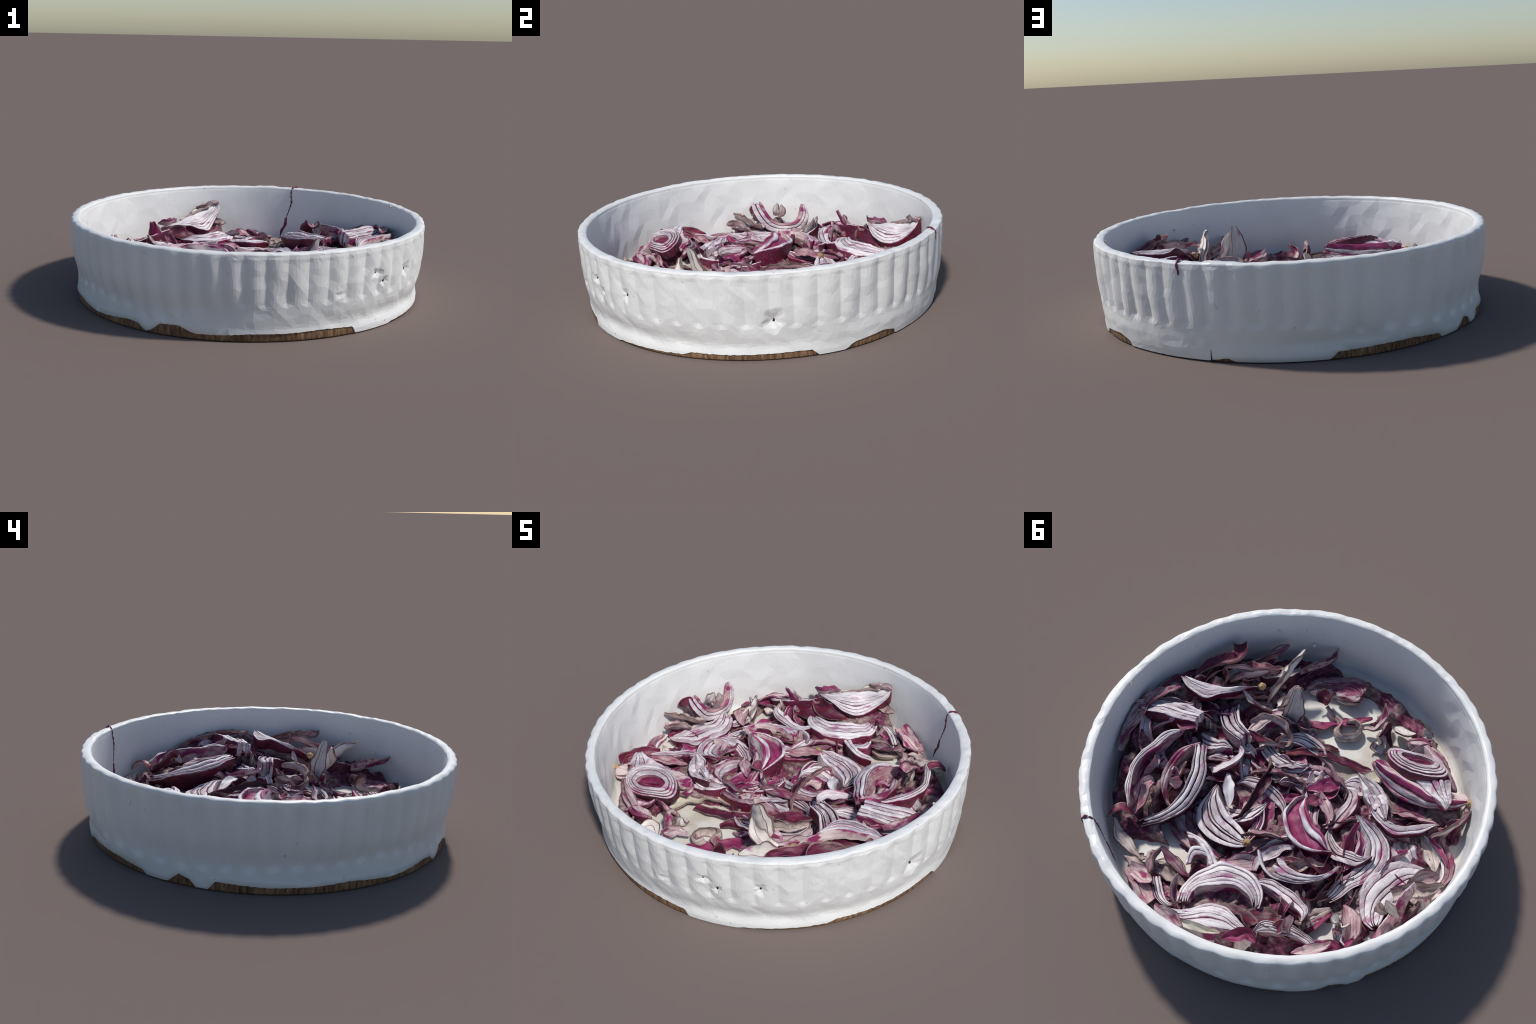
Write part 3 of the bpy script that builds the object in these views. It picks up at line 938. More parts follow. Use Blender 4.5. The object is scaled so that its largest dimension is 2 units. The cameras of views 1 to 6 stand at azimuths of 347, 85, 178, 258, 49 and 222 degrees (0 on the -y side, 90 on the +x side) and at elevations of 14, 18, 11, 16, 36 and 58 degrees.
# hand-placed pieces: control points of each slice and strip
SLICES = [
    dict(outer=[(-0.311,0.554,0.17), (-0.262,0.473,0.18), (-0.161,0.444,0.18), (-0.024,0.486,0.178), (0.032,0.594,0.168), (0.053,0.698,0.155), (0.011,0.787,0.145)],
         inner=[(-0.274,0.567,0.18), (-0.23,0.55,0.195), (-0.139,0.571,0.205), (-0.066,0.633,0.2), (-0.029,0.686,0.19), (-0.024,0.734,0.175), (-0.03,0.755,0.165)], n=5, depth=0.09, core=1),  # arched half slice
    dict(outer=[(-0.003,0.903,0.35), (0.001,0.869,0.285), (-0.051,0.822,0.21), (-0.094,0.735,0.195), (-0.152,0.687,0.215), (-0.238,0.669,0.238), (-0.334,0.682,0.23), (-0.414,0.712,0.212)],
         inner=[(-0.032,0.914,0.345), (-0.081,0.879,0.315), (-0.162,0.846,0.285), (-0.214,0.811,0.27), (-0.269,0.771,0.258), (-0.318,0.738,0.245), (-0.359,0.72,0.235), (-0.409,0.71,0.22)], n=6, depth=0.09, cuts=[0,.34,.5,.63,.76,.88,1], nub=0),  # slice leaning on the wall
    dict(outer=[(-0.802,-0.138,0.11), (-0.728,-0.143,0.115), (-0.631,-0.092,0.12), (-0.585,0.014,0.12), (-0.583,0.123,0.12), (-0.619,0.204,0.12), (-0.688,0.26,0.12), (-0.764,0.276,0.12)],
         inner=[(-0.8,-0.102,0.11), (-0.8,-0.025,0.115), (-0.79,0.053,0.12), (-0.774,0.106,0.12), (-0.767,0.157,0.12), (-0.768,0.202,0.12), (-0.769,0.232,0.12)], n=5, depth=0.06),  # flat half moon
    dict(outer=[(-0.352,-0.125,0.19), (-0.433,-0.147,0.17), (-0.501,-0.149,0.14), (-0.565,-0.121,0.12), (-0.607,-0.064,0.115), (-0.616,0.024,0.115), (-0.578,0.138,0.115), (-0.526,0.291,0.115)],
         inner=[(-0.342,-0.123,0.18), (-0.398,-0.087,0.16), (-0.453,-0.05,0.14), (-0.492,0.01,0.125), (-0.495,0.08,0.12), (-0.481,0.158,0.115), (-0.475,0.216,0.115), (-0.486,0.286,0.115)], n=5, depth=0.05),  # long sweeping slice
    dict(outer=[(-0.112,0.343,0.209), (-0.174,0.397,0.189), (-0.239,0.407,0.179), (-0.337,0.368,0.175), (-0.413,0.295,0.183), (-0.45,0.235,0.192), (-0.47,0.153,0.207)],
         inner=[(-0.244,0.297,0.203), (-0.286,0.309,0.195), (-0.351,0.301,0.189), (-0.396,0.269,0.191), (-0.425,0.233,0.195), (-0.444,0.199,0.2), (-0.456,0.165,0.207)], n=4, depth=0.06, fingers=1),  # open slice with pink tips
    dict(outer=[(-0.077,-0.038,0.195), (-0.061,0.038,0.21), (-0.074,0.11,0.215), (-0.113,0.161,0.215), (-0.174,0.195,0.21), (-0.239,0.212,0.207), (-0.305,0.197,0.205), (-0.353,0.161,0.205), (-0.392,0.123,0.205)],
         inner=[(-0.088,-0.029,0.2), (-0.147,0.022,0.24), (-0.192,0.053,0.25), (-0.233,0.073,0.25), (-0.268,0.085,0.25), (-0.3,0.094,0.245), (-0.332,0.11,0.24), (-0.353,0.12,0.23), (-0.377,0.126,0.21)], n=4, depth=0.11, cuts=[0,.14,.36,.84,1], faces=['magenta','flesh','magenta','flesh'], sink=[0,-.004,-.022,.004]),  # deep cup slice
    dict(outer=[(-0.043,0.353,0.163), (0.027,0.409,0.15), (0.131,0.439,0.13), (0.226,0.417,0.122), (0.293,0.362,0.125), (0.311,0.293,0.14), (0.305,0.194,0.155)],
         inner=[(-0.021,0.326,0.163), (0.044,0.301,0.165), (0.111,0.285,0.16), (0.174,0.267,0.16), (0.23,0.243,0.16), (0.267,0.215,0.157), (0.293,0.191,0.155)], n=5, depth=0.07, nub=1, gap=.12),  # fan with root
    dict(outer=[(0.424,0.456,0.085), (0.331,0.513,0.085), (0.238,0.532,0.085), (0.122,0.521,0.085), (0.026,0.484,0.085)],
         inner=[(0.317,0.32,0.09), (0.266,0.386,0.09), (0.195,0.432,0.09), (0.111,0.443,0.09), (0.042,0.432,0.09)], n=4, depth=0.02, faces=['mauve']*4),  # flat slice beneath the fan
    dict(outer=[(0.473,0.087,0.245), (0.385,0.182,0.24), (0.327,0.274,0.232), (0.302,0.376,0.212), (0.33,0.493,0.18), (0.427,0.619,0.135)],
         inner=[(0.513,0.129,0.262), (0.443,0.221,0.262), (0.392,0.313,0.255), (0.368,0.401,0.235), (0.388,0.48,0.2), (0.459,0.597,0.155)], n=4, depth=0.12),  # tall bundle right limb
    dict(outer=[(0.507,0.094,0.25), (0.558,0.197,0.24), (0.562,0.299,0.22), (0.521,0.376,0.2), (0.468,0.425,0.18), (0.408,0.446,0.16)],
         inner=[(0.493,0.116,0.25), (0.524,0.19,0.24), (0.524,0.289,0.22), (0.495,0.368,0.2), (0.448,0.415,0.18), (0.403,0.434,0.16)], n=2, depth=0.1, faces=['mauve']*2),  # tall bundle left limb
    dict(outer=[(0.608,0.114,0.275), (0.676,0.199,0.275), (0.695,0.312,0.26), (0.689,0.414,0.25), (0.653,0.491,0.245), (0.611,0.543,0.235), (0.523,0.602,0.223)],
         inner=[(0.613,0.131,0.27), (0.637,0.25,0.275), (0.649,0.329,0.265), (0.641,0.419,0.252), (0.605,0.487,0.246), (0.554,0.551,0.235), (0.524,0.593,0.22)], n=3, depth=0.07),  # long arc by the wall
    dict(outer=[(0.838,-0.094,0.319), (0.77,-0.077,0.305), (0.685,-0.086,0.297), (0.634,-0.106,0.3), (0.6,-0.15,0.312), (0.56,-0.26,0.275), (0.521,-0.386,0.223)],
         inner=[(0.825,-0.115,0.315), (0.74,-0.145,0.318), (0.67,-0.18,0.32), (0.605,-0.232,0.305), (0.555,-0.32,0.262), (0.53,-0.375,0.23)], n=4, depth=0.05, nub=-1),  # canoe slice
    dict(outer=[(0.88,0.17,0.28), (0.8,0.16,0.305), (0.69,0.11,0.315), (0.58,0.06,0.313)],
         inner=[(0.87,0.11,0.28), (0.8,0.04,0.285), (0.71,0,0.29), (0.61,-0.03,0.288)], n=5, depth=0.06, blunt=1),  # blunt layered block
    dict(outer=[(0.537,-0.235,0.2), (0.472,-0.16,0.235), (0.429,-0.128,0.24), (0.37,-0.124,0.24)],
         inner=[(0.579,-0.131,0.2), (0.524,-0.061,0.23), (0.458,-0.035,0.235), (0.375,-0.041,0.23)], n=5, depth=0.09, blunt=1, gap=.2),  # striped bundle
    dict(outer=[(0.589,0.022,0.17), (0.496,0.002,0.18), (0.452,-0.025,0.18), (0.394,-0.021,0.17)],
         inner=[(0.534,0.079,0.17), (0.475,0.067,0.18), (0.426,0.032,0.18), (0.392,-0.011,0.17)], n=3, depth=0.08, blunt=1, gap=.15),  # short striped bundle
    dict(outer=[(0.4,-0.6,0.1), (0.37,-0.71,0.11), (0.28,-0.79,0.12), (0.18,-0.82,0.145), (0.11,-0.78,0.165)],
         inner=[(0.355,-0.6,0.09), (0.3,-0.63,0.092), (0.235,-0.67,0.1), (0.17,-0.69,0.12), (0.11,-0.7,0.14)], n=5, depth=0.035, faces=['mauve']*5),  # dark slice at the back
    dict(outer=[(-0.534,-0.628,0.208), (-0.551,-0.573,0.236), (-0.512,-0.515,0.258), (-0.433,-0.468,0.268), (-0.345,-0.455,0.26), (-0.272,-0.475,0.24), (-0.23,-0.52,0.212), (-0.242,-0.559,0.196), (-0.324,-0.604,0.187), (-0.399,-0.643,0.181), (-0.467,-0.653,0.186)],
         inner=[(-0.425,-0.589,0.21), (-0.418,-0.58,0.213), (-0.399,-0.564,0.217), (-0.374,-0.548,0.221), (-0.353,-0.536,0.223), (-0.341,-0.533,0.223), (-0.34,-0.537,0.221), (-0.35,-0.546,0.218), (-0.376,-0.563,0.214), (-0.399,-0.578,0.211), (-0.415,-0.587,0.209)], n=5, depth=0.05, closed=1, cuts=[0,.30,.6,.74,.87,1], faces=['magenta','flesh','flesh','flesh','flesh'], sink=[-.004,.014,.012,.006,-.004]),  # ring slice
    dict(outer=[(-0.217,-0.4,0.19), (-0.331,-0.361,0.165), (-0.447,-0.356,0.15), (-0.566,-0.406,0.15), (-0.672,-0.488,0.15), (-0.721,-0.567,0.153)],
         inner=[(-0.242,-0.4,0.245), (-0.334,-0.409,0.24), (-0.449,-0.425,0.235), (-0.547,-0.439,0.225), (-0.639,-0.495,0.2), (-0.705,-0.57,0.16)], n=3, depth=0.09, faces=['magenta','flesh','membrane'], cuts=[0,.45,.8,1], nub=-1),  # canoe under the ring
    dict(outer=[(-0.596,-0.57,0.235), (-0.627,-0.528,0.23), (-0.654,-0.48,0.228), (-0.673,-0.428,0.223)],
         inner=[(-0.443,-0.464,0.235), (-0.507,-0.451,0.23), (-0.579,-0.435,0.228), (-0.665,-0.425,0.223)], n=4, depth=0.06),  # toothed wedge
    dict(outer=[(-0.2,-0.319,0.2), (-0.295,-0.333,0.19), (-0.372,-0.319,0.18), (-0.423,-0.281,0.182), (-0.469,-0.206,0.186)],
         inner=[(-0.218,-0.297,0.195), (-0.278,-0.254,0.185), (-0.34,-0.224,0.18), (-0.399,-0.203,0.18), (-0.456,-0.2,0.184)], n=4, depth=0.07),  # upright fan slice
    dict(outer=[(-0.385,-0.191,0.18), (-0.482,-0.169,0.17), (-0.556,-0.181,0.165), (-0.622,-0.25,0.16), (-0.681,-0.36,0.16)],
         inner=[(-0.379,-0.214,0.18), (-0.467,-0.209,0.175), (-0.537,-0.236,0.17), (-0.59,-0.293,0.165), (-0.658,-0.36,0.16)], n=2, depth=0.06),  # narrow arc slice
    dict(outer=[(-0.708,-0.35,0.085), (-0.779,-0.334,0.085), (-0.843,-0.285,0.085), (-0.884,-0.205,0.085), (-0.875,-0.123,0.085)],
         inner=[(-0.634,-0.298,0.085), (-0.718,-0.28,0.085), (-0.784,-0.247,0.085), (-0.83,-0.184,0.085), (-0.852,-0.123,0.085)], n=3, depth=0.022, faces=['flesh','mauve','mauve']),  # thin slice on the floor
    dict(outer=[(-0.009,0.517,0.16), (0.079,0.477,0.16), (0.173,0.464,0.16), (0.242,0.486,0.16)],
         inner=[(0.025,0.552,0.16), (0.092,0.509,0.165), (0.162,0.492,0.165), (0.204,0.505,0.16)], n=2, depth=0.09),  # purple cup by the wall
    dict(outer=[(-0.794,0.014,0.299), (-0.779,0.033,0.234), (-0.768,0.067,0.175), (-0.764,0.129,0.118), (-0.775,0.223,0.09), (-0.791,0.31,0.09), (-0.814,0.367,0.131), (-0.836,0.393,0.192), (-0.851,0.37,0.259)],
         inner=[(-0.807,0.078,0.305), (-0.797,0.118,0.243), (-0.79,0.161,0.187), (-0.79,0.203,0.159), (-0.798,0.253,0.153), (-0.81,0.303,0.161), (-0.822,0.335,0.182), (-0.836,0.349,0.221), (-0.847,0.35,0.261)], n=3, depth=0.05, faces=['membrane','flesh','flesh'], gap=.03),  # upright V slice
    dict(outer=[(-0.237,-0.683,0.13), (-0.319,-0.737,0.15), (-0.424,-0.718,0.16), (-0.538,-0.663,0.16), (-0.632,-0.587,0.14)],
         inner=[(-0.277,-0.653,0.14), (-0.346,-0.68,0.17), (-0.432,-0.653,0.18), (-0.517,-0.62,0.18), (-0.603,-0.584,0.15)], n=2, depth=0.08, faces=['mauve']*2),  # grey fan behind the ring
    dict(outer=[(-0.508,0.506,0.085), (-0.542,0.408,0.09), (-0.563,0.312,0.09)],
         inner=[(-0.442,0.458,0.09), (-0.481,0.371,0.1), (-0.54,0.3,0.09)], n=3, depth=0.03, faces=['dry']*3),  # limp fan
    dict(outer=[(0.112,0.626,0.16), (0.156,0.547,0.17), (0.116,0.502,0.17), (0.06,0.494,0.16), (0.014,0.505,0.15)],
         inner=[(0.098,0.593,0.16), (0.108,0.557,0.165), (0.078,0.527,0.165), (0.045,0.522,0.155), (0.021,0.518,0.15)], n=2, depth=0.07),  # curled offcut
    dict(outer=[(0.913,0.161,0.3), (0.868,0.069,0.28), (0.805,-0.006,0.26), (0.706,-0.049,0.25)],
         inner=[(0.868,0.201,0.28), (0.803,0.134,0.27), (0.745,0.055,0.25), (0.688,-0.016,0.245)], n=4, depth=0.05, faces=['dry','mauve','mauve','dry']),  # pale stack by the wall
    dict(outer=[(0.52,0.236,0.13), (0.464,0.135,0.15), (0.393,0.077,0.16), (0.351,0.052,0.15)],
         inner=[(0.506,0.091,0.12), (0.474,0.072,0.14), (0.449,0.045,0.15), (0.407,0.026,0.15)], n=3, depth=0.05, faces=['flesh','mauve','mauve']),  # layered stub
    dict(outer=[(0.306,-0.063,0.17), (0.33,-0.045,0.16), (0.372,-0.025,0.14), (0.4,-0.018,0.12)],
         inner=[(0.341,-0.101,0.17), (0.36,-0.095,0.15), (0.375,-0.079,0.14), (0.389,-0.063,0.12)], n=3, depth=0.05, blunt=1),  # striped stub
    dict(outer=[(0.324,0.022,0.18), (0.364,0.023,0.16), (0.399,0.03,0.12)],
         inner=[(0.318,-0.002,0.18), (0.357,-0,0.15), (0.393,-0.001,0.12)], n=2, depth=0.05, blunt=1),  # standing white stub
    dict(outer=[(-0.311,-0.361,0.14), (-0.205,-0.325,0.14), (-0.156,-0.222,0.14)],
         inner=[(-0.295,-0.236,0.15), (-0.229,-0.225,0.15), (-0.165,-0.214,0.15)], n=4, depth=0.05),  # small layered wedge
    dict(outer=[(-0.412,-0.283,0.18), (-0.379,-0.314,0.17), (-0.278,-0.347,0.15), (-0.209,-0.311,0.14)],
         inner=[(-0.398,-0.194,0.19), (-0.331,-0.238,0.18), (-0.282,-0.26,0.16), (-0.242,-0.274,0.15)], n=3, depth=0.05),  # draped layers
]

STRIPS = [
    dict(spine=[(0.199,-0.13,0.1), (0.193,-0.183,0.115), (0.135,-0.254,0.115), (0.038,-0.336,0.1), (-0.066,-0.37,0.085), (-0.205,-0.421,0.072)], w=0.05, look='skin', ends=(.3,.8)),  # long dark red strip
    dict(spine=[(0.207,-0.245,0.08), (0.13,-0.328,0.09), (0.046,-0.386,0.085), (0.003,-0.419,0.068)], w=0.065, look='skin', curl=.5, ends=(.8,.4)),  # red stub
    dict(spine=[(0.241,-0.133,0.114), (0.175,-0.063,0.15), (0.129,0.057,0.17), (0.114,0.145,0.165), (0.1,0.239,0.15), (0.119,0.285,0.14)], w=0.05, look='skin', roll=(70,40)),  # twisted strip
    dict(spine=[(0.124,0.021,0.1), (0.057,0.101,0.105), (-0.029,0.219,0.1)], w=0.09, look='magenta', ends=(.9,.9), curl=.15),  # flat magenta strip
    dict(spine=[(0.246,0.086,0.085), (0.157,0.174,0.085), (0.037,0.26,0.085)], w=0.05, look='magenta', ends=(.8,.6)),  # red strip
    dict(spine=[(0.168,-0.081,0.135), (0.101,-0.14,0.145), (-0.002,-0.241,0.125)], w=0.04, look='flesh'),  # white shred
    dict(spine=[(0.251,0.049,0.12), (0.21,-0.002,0.14), (0.13,-0.061,0.155), (0.052,-0.091,0.155), (-0.031,-0.092,0.16), (-0.073,-0.04,0.17)], w=0.05, look='mauve', roll=(30,60)),  # grey loop
    dict(spine=[(0.124,-0.024,0.12), (0.083,-0.045,0.14), (0.058,-0.098,0.13)], w=0.03, look='dry', roll=(50,50)),  # pale edge
    dict(spine=[(0.422,-0.179,0.2), (0.39,-0.256,0.201), (0.322,-0.285,0.19), (0.259,-0.29,0.165), (0.212,-0.268,0.145), (0.21,-0.236,0.12), (0.256,-0.203,0.11)], w=0.06, look='dry', roll=(70,75), ends=(.4,.5)),  # big loop
    dict(spine=[(0.401,-0.138,0.19), (0.344,-0.15,0.16), (0.291,-0.166,0.15), (0.249,-0.187,0.15), (0.204,-0.211,0.14)], w=0.06, look='skin', roll=(20,50)),  # red tatter
    dict(spine=[(0.259,-0.182,0.15), (0.257,-0.218,0.17), (0.251,-0.261,0.16)], w=0.03, look='skin', roll=(50,50)),  # red tatter fork
    dict(spine=[(0.368,-0.084,0.12), (0.334,-0.106,0.1), (0.284,-0.157,0.12)], w=0.04, look='mauve', roll=(50,50)),  # dark tatter
    dict(spine=[(0.414,0.171,0.14), (0.367,0.131,0.17), (0.334,0.087,0.18), (0.316,0.048,0.19), (0.319,-0.003,0.2), (0.361,-0.044,0.2)], w=0.055, look='flesh', ends=(.6,.2), roll=(0,60)),  # pink hooked strip
    dict(spine=[(0.311,0.112,0.16), (0.248,0.171,0.17), (0.185,0.248,0.14)], w=0.055, look='flesh', curl=.4),  # pale tongue
    dict(spine=[(0.015,0.328,0.17), (-0.022,0.285,0.18), (-0.089,0.24,0.17), (-0.161,0.201,0.16)], w=0.055, look='skin', roll=(50,60), flip=1),  # purple sliver
    dict(spine=[(-0.035,0.453,0.13), (-0.061,0.377,0.14), (-0.08,0.301,0.14), (-0.115,0.221,0.13)], w=0.055, look='mauve', roll=(30,30)),  # mauve sliver
    dict(spine=[(-0.115,-0.121,0.17), (-0.176,-0.071,0.17), (-0.231,-0.043,0.165), (-0.257,0.002,0.16)], w=0.065, look='membrane', curl=.5),  # pink petal
    dict(spine=[(0.003,-0.255,0.2), (-0.06,-0.253,0.19), (-0.117,-0.235,0.18), (-0.161,-0.233,0.165), (-0.207,-0.225,0.14), (-0.225,-0.185,0.126)], w=0.026, look='mauve'),  # white thread
    dict(spine=[(-0.26,-0.022,0.17), (-0.302,-0.045,0.17), (-0.33,-0.086,0.172), (-0.37,-0.127,0.175), (-0.434,-0.169,0.165)], w=0.016, look='skin'),  # thin root thread
    dict(spine=[(0.036,-0.172,0.11), (-0.042,-0.164,0.12), (-0.116,-0.153,0.11)], w=0.15, look='membrane', curl=.25, ends=(.5,.6)),  # wide pale petal
    dict(spine=[(-0.113,-0.131,0.15), (-0.137,-0.178,0.16), (-0.179,-0.212,0.15)], w=0.055, look='magenta', curl=.4),  # magenta petal
    dict(spine=[(-0.09,-0.046,0.19), (-0.136,-0.036,0.19), (-0.161,-0.036,0.18)], w=0.07, look='skin', curl=.8),  # purple knot
    dict(spine=[(0.495,-0.384,0.11), (0.477,-0.459,0.19), (0.464,-0.546,0.26), (0.461,-0.667,0.318)], w=0.085, look='petal', curl=.6, roll=(30,60), ends=(.7,.1)),  # standing spike
    dict(spine=[(0.328,-0.359,0.09), (0.302,-0.365,0.17), (0.284,-0.387,0.28), (0.293,-0.41,0.379)], w=0.1, look='petal', curl=.45, ends=(.8,.3), hint=(.6,-.55,.5)),  # standing tongue
    dict(spine=[(0.411,-0.385,0.15), (0.375,-0.43,0.19), (0.344,-0.448,0.25), (0.317,-0.447,0.33)], w=0.08, look='petal', curl=.6, roll=(20,70), ends=(.5,.2)),  # hooked petal tip
    dict(spine=[(0.357,-0.41,0.13), (0.278,-0.398,0.11), (0.187,-0.388,0.09), (0.096,-0.4,0.075)], w=0.06, look='mauve', curl=.4),  # grey tail
    dict(spine=[(0.27,-0.429,0.075), (0.183,-0.463,0.08), (0.125,-0.539,0.08), (0.058,-0.62,0.08), (-0.002,-0.695,0.075)], w=0.06, look='magenta', ends=(.9,.2), curl=.2),  # flat red strip
    dict(spine=[(0.223,-0.565,0.11), (0.167,-0.556,0.09), (0.11,-0.553,0.085), (0.095,-0.53,0.09), (0.088,-0.49,0.09), (0.045,-0.475,0.09), (0,-0.505,0.09), (-0.02,-0.56,0.092), (0.012,-0.6,0.095), (0.055,-0.605,0.1), (0.07,-0.575,0.11)], w=0.06, look='dry', roll=(70,90), ends=(.5,.6)),  # ring curl
    dict(spine=[(-0.014,-0.6,0.1), (-0.073,-0.641,0.12), (-0.076,-0.716,0.15), (-0.03,-0.76,0.19)], w=0.06, look='mauve', roll=(40,70), curl=.4),  # curl tail
    dict(spine=[(0.247,-0.568,0.12), (0.247,-0.599,0.15), (0.241,-0.641,0.13)], w=0.09, look='skin', curl=.8, ends=(.6,.6)),  # purple knob
    dict(spine=[(0.226,-0.659,0.09), (0.166,-0.686,0.09), (0.111,-0.731,0.12), (0.135,-0.724,0.15)], w=0.07, look='dry', curl=.6),  # brown hull
    dict(spine=[(0.816,-0.168,0.25), (0.796,-0.275,0.28), (0.7,-0.4,0.31), (0.764,-0.477,0.3)], w=0.085, look='skin', curl=.7, ends=(.2,.8)),  # far purple roll
    dict(spine=[(0.772,-0.193,0.22), (0.761,-0.275,0.26), (0.725,-0.335,0.275), (0.635,-0.405,0.275), (0.521,-0.508,0.265), (0.494,-0.541,0.24)], w=0.075, look='skin', roll=(30,30), curl=.5),  # purple arch
    dict(spine=[(0.692,-0.302,0.2), (0.626,-0.392,0.22), (0.529,-0.532,0.21)], w=0.08, look='skin', roll=(60,60)),  # purple underside
    dict(spine=[(0.675,-0.258,0.25), (0.685,-0.286,0.28), (0.715,-0.298,0.31)], w=0.04, look='skin', roll=(40,40)),  # small flag
    dict(spine=[(0.567,-0.277,0.25), (0.507,-0.278,0.2), (0.444,-0.313,0.16), (0.367,-0.35,0.13)], w=0.055, look='skin', roll=(20,50), flip=1),  # purple drip
    dict(spine=[(0.79,0.235,0.2), (0.74,0.144,0.25), (0.679,0.074,0.28), (0.601,0.033,0.28)], w=0.08, look='flesh', roll=(40,20)),  # block side strip
    dict(spine=[(0.677,-0.094,0.2), (0.622,-0.09,0.22), (0.6,-0.087,0.2)], w=0.08, look='skin', curl=.6, ends=(.9,.9)),  # dark cube
    dict(spine=[(0.501,-0.605,0.12), (0.444,-0.668,0.16), (0.383,-0.724,0.2), (0.356,-0.789,0.22), (0.372,-0.852,0.24)], w=0.08, look='mauve', curl=.5, ends=(.5,.1), roll=(40,30)),  # dark corner leaf
    dict(spine=[(0.7,-0.48,0.2), (0.623,-0.553,0.22), (0.591,-0.611,0.25), (0.567,-0.671,0.28)], w=0.07, look='mauve', curl=.5),  # dark back leaf
    dict(spine=[(0.589,0.693,0.16), (0.567,0.66,0.21), (0.53,0.613,0.2), (0.488,0.597,0.17)], w=0.05, look='skin', curl=.4),  # purple hook
    dict(spine=[(0.563,0.677,0.15), (0.503,0.704,0.13), (0.423,0.719,0.11), (0.336,0.727,0.09)], w=0.06, look='dry', curl=.3),  # grey streak
    dict(spine=[(0.403,0.772,0.1), (0.341,0.766,0.1), (0.286,0.756,0.09)], w=0.05, look='dry'),  # pale scrap
    dict(spine=[(0.358,0.719,0.09), (0.325,0.718,0.09), (0.309,0.704,0.09)], w=0.04, look='dry'),  # pale scrap
    dict(spine=[(0.657,0.282,0.22), (0.609,0.318,0.22), (0.61,0.371,0.2), (0.612,0.425,0.19)], w=0.045, look='membrane', roll=(60,60)),  # inner sliver
    dict(spine=[(0.509,0.586,0.17), (0.514,0.519,0.22), (0.52,0.467,0.26), (0.52,0.429,0.25)], w=0.09, look='membrane', curl=.7, ends=(.5,.7)),  # grey core
    dict(spine=[(0.467,0.498,0.15), (0.499,0.437,0.17), (0.527,0.358,0.19)], w=0.05, look='mauve', roll=(60,60)),  # core leaf
    dict(spine=[(0.473,0.384,0.15), (0.49,0.309,0.17), (0.5,0.212,0.2)], w=0.045, look='mauve', roll=(50,50)),  # core sliver
    dict(spine=[(0.187,0.757,0.09), (0.229,0.759,0.11), (0.253,0.717,0.14), (0.268,0.633,0.165)], w=0.05, look='mauve', roll=(50,50)),  # fold
    dict(spine=[(0.268,0.633,0.165), (0.187,0.645,0.14), (0.135,0.648,0.12), (0.082,0.644,0.1)], w=0.055, look='mauve', roll=(20,20)),  # fold back
    dict(spine=[(0.33,0.811,0.1), (0.248,0.83,0.11), (0.169,0.853,0.12), (0.11,0.87,0.135)], w=0.09, look='membrane', curl=.4, ends=(.4,.8)),  # grey petal
    dict(spine=[(0.196,0.805,0.1), (0.185,0.775,0.11), (0.154,0.775,0.1)], w=0.08, look='skin', curl=.4),  # purple pad
    dict(spine=[(0.069,0.832,0.1), (0.076,0.798,0.11), (0.087,0.763,0.1)], w=0.07, look='magenta', curl=.4),  # lilac cup
    dict(spine=[(0.1,0.682,0.17), (0.078,0.743,0.16), (0.037,0.781,0.14), (-0.018,0.806,0.12)], w=0.05, look='mauve', roll=(60,60)),  # standing strands
    dict(spine=[(0.048,0.883,0.2), (-0.021,0.879,0.2), (-0.107,0.865,0.2)], w=0.06, look='dry', roll=(30,30)),  # dark rim scrap
    dict(spine=[(-0.487,0.525,0.295), (-0.469,0.563,0.2), (-0.461,0.602,0.13), (-0.454,0.654,0.09)], w=0.075, look='magenta', curl=.4, ends=(.4,.8), roll=(30,20), flip=1),  # wall spike
    dict(spine=[(-0.268,0.59,0.12), (-0.355,0.577,0.12), (-0.441,0.579,0.11)], w=0.09, look='skin', curl=.3),  # purple petal
    dict(spine=[(-0.334,0.513,0.11), (-0.393,0.525,0.11), (-0.428,0.54,0.1)], w=0.08, look='skin', curl=.4),  # purple petal
    dict(spine=[(-0.479,0.549,0.13), (-0.514,0.575,0.12), (-0.54,0.611,0.09)], w=0.07, look='skin', curl=.5),  # dark leaf
    dict(spine=[(-0.545,0.589,0.09), (-0.568,0.562,0.09), (-0.603,0.541,0.09)], w=0.07, look='mauve'),  # mauve leaf
    dict(spine=[(-0.605,0.536,0.09), (-0.621,0.501,0.1), (-0.655,0.479,0.09)], w=0.07, look='magenta', curl=.4, flip=1),  # mauve leaf
    dict(spine=[(-0.648,0.425,0.225), (-0.66,0.405,0.15), (-0.701,0.421,0.08)], w=0.04, look='flesh', roll=(50,50)),  # thin spike
    dict(spine=[(-0.586,0.257,0.11), (-0.654,0.298,0.13), (-0.7,0.354,0.12), (-0.719,0.416,0.09)], w=0.09, look='skin', curl=.4, roll=(20,20), flip=1),  # purple leaf
    dict(spine=[(-0.378,-0.108,0.18), (-0.394,-0.023,0.16), (-0.415,0.036,0.13), (-0.447,0.111,0.12), (-0.48,0.137,0.12)], w=0.055, look='magenta', roll=(50,50)),  # rolled edge
    dict(spine=[(-0.392,-0.078,0.16), (-0.443,-0.024,0.14), (-0.473,0.04,0.13), (-0.471,0.118,0.12)], w=0.05, look='magenta', roll=(60,60)),  # rolled edge
    dict(spine=[(-0.477,0.14,0.12), (-0.482,0.224,0.11), (-0.468,0.343,0.1)], w=0.06, look='skin'),  # purple spear
